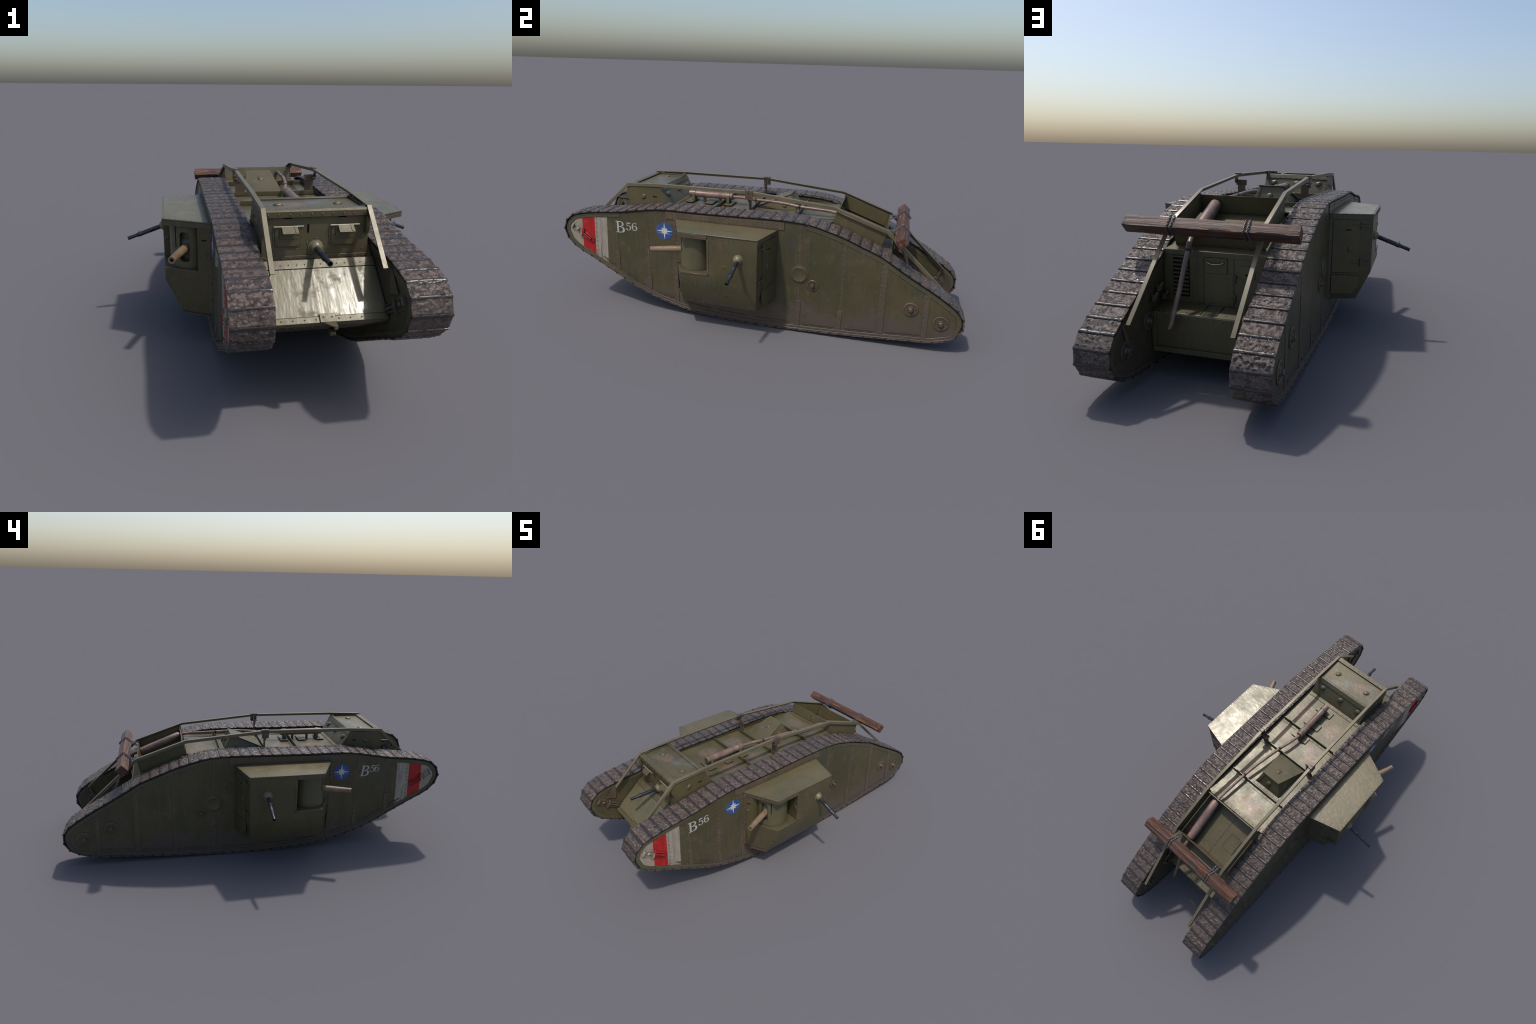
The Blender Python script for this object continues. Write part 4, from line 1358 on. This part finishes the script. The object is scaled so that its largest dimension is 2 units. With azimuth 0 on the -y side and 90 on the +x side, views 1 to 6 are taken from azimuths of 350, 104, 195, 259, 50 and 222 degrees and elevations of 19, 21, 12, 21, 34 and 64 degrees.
def sweep_rail(mb, sect, pts):
    """Sweep a (x, depth) section along a path in the y-z plane with mitred corners."""
    o = len(mb.v)
    m = len(sect)
    P = [V(p) for p in pts]
    for i, p in enumerate(P):
        d0 = (P[i] - P[i - 1]).normalized() if i else None
        d1 = (P[i + 1] - P[i]).normalized() if i < len(P) - 1 else None
        d0, d1 = d0 or d1, d1 or d0
        n0, n1 = V((-d0.y, d0.x)), V((-d1.y, d1.x))
        nn = (n0 + n1).normalized()
        k = 1 / max(0.3, nn.dot(n0))
        for x, dep in sect:
            q = p - nn * dep * k
            mb.v.append((x, q.x, q.y))
    for i in range(len(P) - 1):
        for j in range(m):
            j2 = (j + 1) % m
            mb.f.append((o + i * m + j, o + i * m + j2, o + (i + 1) * m + j2, o + (i + 1) * m + j))
    mb.f.append(tuple(o + j for j in range(m)))
    e = o + (len(P) - 1) * m
    mb.f.append(tuple(e + j for j in range(m))[::-1])


for sg in (1, -1):
    mb = MB()
    a, b, tk, dp = 0.1575, 0.1725, 0.0032, 0.0155
    sect = [(sg * a, 0), (sg * b, 0), (sg * b, dp), (sg * (b - tk), dp), (sg * (b - tk), tk), (sg * a, tk)]
    sweep_rail(mb, sect, RAIL)
    rail = make("unditching_rail", mb, M_RAIL, tank, 0.0005, 1, smooth=25)
    mb = MB()
    zb = DECK_Z + 0.0024
    # upright facing fore and aft, widening to a bolted head and a flanged foot
    mb.box((sg * 0.1490, -0.0455, (zb + 0.592) / 2), (0.0360, 0.0040, 0.592 - zb))
    mb.box((sg * 0.1506, -0.0487, 0.6025), (0.0500, 0.0034, 0.0245))
    mb.box((sg * 0.1490, -0.0395, zb + 0.0016), (0.046, 0.020, 0.0032))
    for xx in (0.139, 0.158):
        mb.rivet((sg * xx, -0.0504, 0.603), (0, -1, 0), 0.0030, 0.0024)
        mb.rivet((sg * xx, -0.0505 + 0.0072, 0.603), (0, 1, 0), 0.0030, 0.0050)
    # clamp plates either side of the joint in the bar
    for y in (-0.0555, -0.0365):
        mb.box((sg * 0.1742, y, 0.6215), (0.0032, 0.0175, 0.0425))
        mb.box((sg * 0.1650, y, 0.6440), (0.019, 0.0175, 0.0028))
        mb.box((sg * 0.1650, y, 0.6035), (0.0165, 0.0175, 0.004))
    for y in (-0.0555, -0.0365):
        for z in (0.609, 0.633):
            mb.rivet((sg * 0.1758, y, z), (sg, 0, 0), 0.0026, 0.002)
        mb.rivet((sg * (0.149 + (y + 0.046) * 1.4), -0.036, zb + 0.0032), (0, 0, 1), 0.0026, 0.002)
    make("rail_bracket", mb, M_BRACKET, rail, 0.0006, 1)
    # feet on the cab
    mb = MB()
    mb.box((sg * 0.163, -0.660, 0.6235), (0.006, 0.030, 0.010))
    mb.box((sg * 0.163, -0.525, 0.6255), (0.006, 0.020, 0.012))
    make("rail_foot", mb, M_RAIL, rail)

# ------------------------------------------------------------------ sponsons with their guns
for sg in (1, -1):
    def F(x, y, z):
        return V((sg * x, y, z))
    zt, zb_, z2 = 0.5015, 0.2620, 0.1345
    up_ = [(0.2945, -0.3725), (0.4675, -0.2840), (0.4695, 0.0835), (0.2945, 0.1290)]
    dn = [(0.2945, -0.3650), (0.4075, -0.2990), (0.4105, 0.0660), (0.2945, 0.1120)]
    mb = MB()
    vs = [F(x, y, zt) for x, y in up_] + [F(x, y, zb_) for x, y in up_] + [F(x, y, z2) for x, y in dn]
    fs = [(0, 1, 2, 3), (11, 10, 9, 8)] + [(r * 4 + i, r * 4 + 4 + i, r * 4 + 4 + (i + 1) % 4, r * 4 + (i + 1) % 4) for r in (0, 1) for i in range(4)]
    mb.add(vs, fs)
    spon = make("sponson", mb, M_SPON, tank, 0.0, smooth=30)
    # gun port cut out of the front corner
    cp = [(0.3445, -0.43), (0.3445, -0.235), (0.372, -0.1515), (0.53, -0.1515), (0.53, -0.43)]
    cut(spon, MB().prism([F(x, y, 0.3130) for x, y in cp], [F(x, y, 0.4790) for x, y in cp]))
    m = spon.modifiers.new("edge_rounding", "BEVEL")
    m.width, m.segments, m.limit_method, m.angle_limit = 0.001, 2, "ANGLE", math.radians(40)
    sv = MB()
    # roof sheet with a small overhang
    mb = MB()
    rf = [(0.2962, -0.3765), (0.4700, -0.2868), (0.4725, 0.0860), (0.2962, 0.1325)]
    mb.prism([F(x, y, 0.5000) for x, y in rf], [F(x, y, 0.5050) for x, y in rf])
    make("sponson_roof", mb, M_ROOF if "M_ROOF" in globals() else M_SPON, spon, 0.0012, 2)
    # drawing boards on the faces
    fpl = Plane(F(0.2945, -0.3725, 0), F(0.173, 0.0885, 0), (0, 0, 1), F(0.4554, -0.8903, 0))
    spl = Plane(F(0.4675, -0.2840, 0), (0, 1, 0), (0, 0, 1), F(1, 0, 0))
    rpl = Plane(F(0.2945, 0.1290, 0), F(0.175, -0.0455, 0), (0, 0, 1), F(0.2516, 0.9678, 0))
    lo = Plane(F(0.4685, 0, 0.262), (0, 1, 0), F(-0.0595, 0, -0.1275), F(0.906, 0, -0.423))
    FL, SL, RL = 0.1943, 0.3675, 0.1808
    mb = MB()
    fpl.box(mb, 0.002, FL + 0.0005, 0.4795, 0.5000, -0.001, 0.0022)
    spl.box(mb, 0.0, 0.133, 0.4795, 0.5000, -0.001, 0.0030)
    fpl.box(mb, 0.0, 0.014, 0.1500, 0.4795, -0.001, 0.0030)
    rpl.box(mb, 0.002, RL, 0.4820, 0.5000, -0.001, 0.0022)
    rpl.box(mb, 0.0, 0.013, 0.1450, 0.4820, -0.001, 0.0030)
    spl.box(mb, 0.1335, 0.1425, 0.3080, 0.4795, -0.001, 0.0022)
    spl.box(mb, 0.002, 0.1425, 0.3060, 0.3128, -0.001, 0.0022)
    make("sponson_angle", mb, M_STRIP, spon, 0.0006, 1)
    sv.rivets(fpl.p(0.020, 0.490, 0.0022), fpl.p(FL - 0.010, 0.490, 0.0022), 0.0245, fpl.n, 0.0027, 0.0018)
    sv.rivets(spl.p(0.008, 0.490, 0.003), spl.p(SL - 0.008, 0.490, 0.001), 0.0248, spl.n, 0.0027, 0.0018)
    sv.rivets(rpl.p(0.012, 0.491, 0.0022), rpl.p(RL - 0.01, 0.491, 0.0022), 0.0235, rpl.n, 0.0027, 0.0018)
    sv.rivets(spl.p(SL - 0.008, 0.470, 0), spl.p(SL - 0.008, 0.275, 0), 0.0243, spl.n, 0.0027, 0.0018)
    sv.rivets(spl.p(0.1475, 0.472, 0), spl.p(0.1475, 0.312, 0), 0.0228, spl.n, 0.0027, 0.0018)
    sv.rivets(spl.p(0.006, 0.3020, 0), spl.p(0.160, 0.3020, 0), 0.0225, spl.n, 0.0027, 0.0018)
    sv.rivets(spl.p(0.006, 0.2690, 0), spl.p(SL - 0.008, 0.2690, 0), 0.0240, spl.n, 0.0026, 0.0017)
    sv.rivets(lo.p(-0.278, 0.010, 0), lo.p(0.075, 0.010, 0), 0.0240, lo.n, 0.0026, 0.0017)
    sv.rivets(lo.p(-0.285, 0.128, 0), lo.p(0.058, 0.128, 0), 0.0300, lo.n, 0.0027, 0.0018)
    sv.rivets(fpl.p(0.020, 0.272, 0), fpl.p(FL - 0.01, 0.272, 0), 0.0240, fpl.n, 0.0027, 0.0018)
    sv.rivets(fpl.p(0.060, 0.3040, 0), fpl.p(FL - 0.006, 0.3040, 0), 0.0250, fpl.n, 0.0027, 0.0018)
    sv.rivets(fpl.p(0.016, 0.165, 0), fpl.p(0.110, 0.165, -0.001), 0.0250, fpl.n, 0.0027, 0.0018)
    sv.rivets(fpl.p(0.0495, 0.466, 0), fpl.p(0.0495, 0.325, 0), 0.0470, fpl.n, 0.0026, 0.0017)
    sv.rivets(fpl.p(0.007, 0.470, 0.003), fpl.p(0.007, 0.170, 0.003), 0.033, fpl.n, 0.0026, 0.0017)
    for a, b in (((0.178, 0.235), (0.128, 0.165)),):
        for k in range(4):
            sv.rivet(fpl.p(a[0] + (b[0] - a[0]) * k / 3, a[1] + (b[1] - a[1]) * k / 3, -0.0005), fpl.n, 0.0026, 0.0017)
    # roof rivets round the rim
    up = (0, 0, 1)
    sv.rivets(F(0.464, -0.280, 0.505), F(0.467, 0.080, 0.505), 0.0195, up, 0.0022, 0.0014)
    sv.rivets(F(0.305, -0.365, 0.505), F(0.462, -0.284, 0.505), 0.022, up, 0.0022, 0.0014)
    sv.rivets(F(0.305, 0.123, 0.505), F(0.462, 0.082, 0.505), 0.026, up, 0.0022, 0.0014)
    # floor lip of the front
    mb = MB()
    q = [(0.2950, -0.3720), (0.4080, -0.3050), (0.4080, -0.2960), (0.2950, -0.3600)]
    mb.prism([F(x, y, 0.1325) for x, y in q], [F(x, y, 0.1360) for x, y in q])
    make("floor_lip", mb, M_STRIP, spon)
    # slits and teardrop covers
    mb = MB()
    fpl.poly(mb, rounded(0.0210, 0.0410, 0.4330, 0.4370, 0.0015), -0.001, 0.0008)
    spl.poly(mb, rounded(0.2020, 0.2255, 0.4585, 0.4625, 0.0015), -0.001, 0.0008)
    rpl.poly(mb, rounded(0.0680, 0.0930, 0.4355, 0.4395, 0.0015), -0.001, 0.0042)
    make("vision_slit", mb, M_BLACK, spon)
    mb = MB()
    teardrop(mb, fpl, 0.0270, 0.3890, 4.0, 0.0105, 0.0026)
    teardrop(mb, spl, 0.2190, 0.3610, 3.7, 0.0120, 0.0024)
    teardrop(mb, lo, -0.0650, 0.062, 3.7, 0.0120, 0.0020)
    rpl2 = Plane(rpl.p(0, 0, 0.0034), rpl.u, rpl.v, rpl.n)
    teardrop(mb, rpl2, 0.0890, 0.3530, 1.6, 0.0105, 0.003)
    ipl = Plane(F(0.445, -0.1515, 0), F(1, 0, 0), (0, 0, 1), (0, -1, 0))
    teardrop(mb, ipl, 0.006, 0.3950, 5.6, 0.0100, 0.0035)
    make("vision_cover", mb, M_SPON, spon, smooth=50)
    # rear door with strap hinges, lower panel
    mb = MB()
    rpl.poly(mb, rounded(0.0165, 0.1290, 0.2560, 0.4780, 0.005), -0.001, 0.0034)
    door = make("rear_door", mb, M_SPON, spon, 0.001, 2)
    mb = MB()
    rpl.box(mb, 0.0165, 0.1320, 0.2470, 0.2540, -0.001, 0.0030)
    rpl.poly(mb, [(0.0165, 0.165), (0.105, 0.165), (0.1320, 0.200), (0.1320, 0.245), (0.0165, 0.245)], -0.001, 0.0022)
    make("door_sill", mb, M_SPON, spon, 0.0006, 1)
    mb = MB()
    for z in (0.4560, 0.3020):
        rpl.box(mb, 0.0980, 0.1660, z - 0.004, z + 0.004, 0.0, 0.0055)
        mb.tube([rpl.p(0.1340, z - 0.014, 0.005), rpl.p(0.1340, z + 0.014, 0.005)], 0.0042, 10)
        for u in (0.102, 0.118, 0.150, 0.162):
            mb.rivet(rpl.p(u, z, 0.0055), rpl.n, 0.002, 0.0015)
    make("door_hinge", mb, M_SPON, door, 0.0005, 1)
    for u in (0.045, 0.070, 0.095):
        sv.rivet(rpl.p(u, 0.2505, 0.003), rpl.n, 0.0026, 0.0017)
        sv.rivet(rpl.p(u, 0.238, 0.0022), rpl.n, 0.0026, 0.0017)
    sv.rivets(rpl.p(RL - 0.008, 0.47, 0), rpl.p(RL - 0.008, 0.28, 0), 0.030, rpl.n, 0.0026, 0.0017)
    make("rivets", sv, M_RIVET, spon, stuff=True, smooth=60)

    # rotating gun shield with a rounded elevation slot
    C = F(0.3617, -0.2345, 0)
    RS = 0.0825
    mb = MB().lathe(C + V((0, 0, 0.3085)), (0, 0, 1), [(0, RS), (0.1725, RS)], 64)
    shield = make("gun_shield", mb, M_SHIELD, spon, smooth=30)
    d = F(0.0530, -0.1350, 0).normalized()
    gp = Plane(C + V((0, 0, 0.3915)), (d.cross(V((0, 0, 1)))), (0, 0, 1), d)
    slot = rounded(-0.0190, 0.0190, -0.0520, 0.0640, 0.0130)
    cut(shield, MB().prism([gp.p(a, b, 0.054) for a, b in slot], [gp.p(a, b, 0.12) for a, b in slot]))
    # inner drum that carries the barrel
    mb = MB().lathe(C + gp.n * 0.012 + V((0, 0, 0.3915)) - gp.u * 0.0187, gp.u, [(0, 0.054), (0.0374, 0.054)], 40)
    make("gun_drum", mb, M_SHIELD, shield, smooth=30)
    mb = MB()
    w = F(0.0645, -0.0587, 0).normalized()
    sp = Plane(C, w.cross(V((0, 0, 1))), (0, 0, 1), w)
    sp.box(mb, -0.0018, 0.0018, 0.3930, 0.4800, RS - 0.002, RS + 0.0006)
    make("sight_slot", mb, M_BLACK, shield)
    # cannon barrel
    root = F(0.3830, -0.2870, 0.3925)
    tip = F(0.4410, -0.4395, 0.3925)
    dd = (tip - root).normalized()
    L = (tip - root).length
    mb = MB().lathe(root, dd, [(0, 0.0165), (L * 0.30, 0.0158), (L * 0.97, 0.0136), (L * 0.985, 0.0139), (L, 0.0136), (L, 0.0070), (L - 0.018, 0.0068)], 28)
    gun = make("cannon", mb, M_CANNON, shield, smooth=35)
    mb = MB().lathe(tip - dd * 0.0165, dd, [(0, 0.0067), (0.001, 0.0067)], 20)
    make("muzzle_bore", mb, M_BLACK, shield)
    # machine gun in the side
    machine_gun("side_gun", spon, F(0.4690, -0.0032, 0.4040), F(0.6215, -0.0032, 0.3510), 0.0205, F(1, 0, 0))

# ------------------------------------------------------------------ unditching beam chained across the rails
TB = [(0.6853, 0.5352), (0.6525, 0.5040), (0.6860, 0.4718), (0.7190, 0.5052)]   # diamond section, clockwise


def timber():
    nx, per = 90, 9
    mb = MB()
    rings = []
    for i in range(nx + 1):
        q = i / nx
        x = -0.3005 + 0.601 * q
        end = min(1, min(q, 1 - q) / 0.008)
        ring = []
        for k in range(4):
            a, b = V(TB[k]), V(TB[(k + 1) % 4])
            for j in range(per):
                t = j / per
                p = a.lerp(b, t)
                c = V((0.6857, 0.5040))
                # rounded arrises, slightly worn away along the length
                corner = max(0.0, 1 - min(t, 1 - t) * per / 1.1)
                wear = 0.0022 + 0.002 * noise.noise(V((x * 9, k * 3.1, 2)))
                p = p + (c - p).normalized() * corner * wear
                groove = noise.noise(V((x * 7, (k * per + j) * 1.05, 5))) * 0.0016 + noise.noise(V((x * 40, (k * per + j) * 0.7, 8))) * 0.0008
                p = c + (p - c) * (1 - 0.05 * (1 - end)) + (p - c).normalized() * groove
                ring.append((x, p.x, p.y))
        rings.append(ring)
    m = 4 * per
    for r in rings:
        mb.v += r
    for i in range(nx):
        for k in range(m):
            k2 = (k + 1) % m
            mb.f.append((i * m + k, i * m + k2, (i + 1) * m + k2, (i + 1) * m + k))
    for base, flip in ((0, 1), (nx * m, -1)):
        c = V((0, 0, 0))
        for k in range(m):
            c += V(mb.v[base + k])
        c /= m
        c.x += -0.003 if base == 0 else 0.003
        mb.v.append(tuple(c))
        ci = len(mb.v) - 1
        for k in range(m):
            mb.f.append((base + k, base + (k + 1) % m, ci))
    return mb


beam = make("unditching_beam", timber(), M_WOOD, tank, smooth=45)


def chain(mb, pts, link=0.0088, wire=0.00125):
    """Links laid along a path, every other one turned a quarter."""
    P = [V(p) for p in pts]
    seg = [0.0]
    for a, b in zip(P[:-1], P[1:]):
        seg.append(seg[-1] + (b - a).length)
    n = int(seg[-1] / (link * 0.80))

    def pos(s):
        s = max(0, min(seg[-1], s))
        for i in range(len(P) - 1):
            if s <= seg[i + 1] + 1e-9:
                return P[i].lerp(P[i + 1], (s - seg[i]) / (seg[i + 1] - seg[i]))
        return P[-1]
    for k in range(n):
        s = (k + 0.5) * seg[-1] / n
        c = pos(s)
        d = (pos(s + 0.004) - pos(s - 0.004)).normalized()
        side = V((1, 0, 0)) - d * d.x
        side.normalize()
        nrm = d.cross(side)
        t = math.pi / 4 + (math.pi / 2 if k % 2 else 0)
        u = side * math.cos(t) + nrm * math.sin(t)
        w = d.cross(u)
        o = len(mb.v)
        M, T = 10, 5
        for i in range(M):
            a = 2 * math.pi * i / M
            ctr = c + d * math.cos(a) * (link / 2) * (1.0) + u * math.sin(a) * link * 0.30
            rad = (d * math.cos(a) + u * math.sin(a)).normalized()
            for j in range(T):
                b = 2 * math.pi * j / T
                mb.v.append(tuple(ctr + (rad * math.cos(b) + w * math.sin(b)) * wire))
        for i in range(M):
            for j in range(T):
                i2, j2 = (i + 1) % M, (j + 1) % T
                mb.f.append((o + i * T + j, o + i2 * T + j, o + i2 * T + j2, o + i * T + j2))


for e in (-1, 1):
    mb = MB()
    for x_t, x_m, x_r in ((0.1400, 0.1375, 0.1395), (0.1260, 0.1235, 0.1245)):
        loop = [(e * x_t, 0.6190, 0.5055), (e * (x_t + x_m) / 2, 0.6420, 0.5080), (e * x_m, 0.6560, 0.5120), (e * x_m, 0.6852, 0.5390), (e * x_m, 0.7225, 0.5055),
                (e * x_r, 0.6990, 0.4805), (e * x_r, 0.6860, 0.4685), (e * x_r, 0.6530, 0.4985), (e * x_t * 0.93, 0.6190, 0.4900)]
        chain(mb, loop)
    make("chain", mb, M_CHAIN, beam, stuff=True, smooth=60)
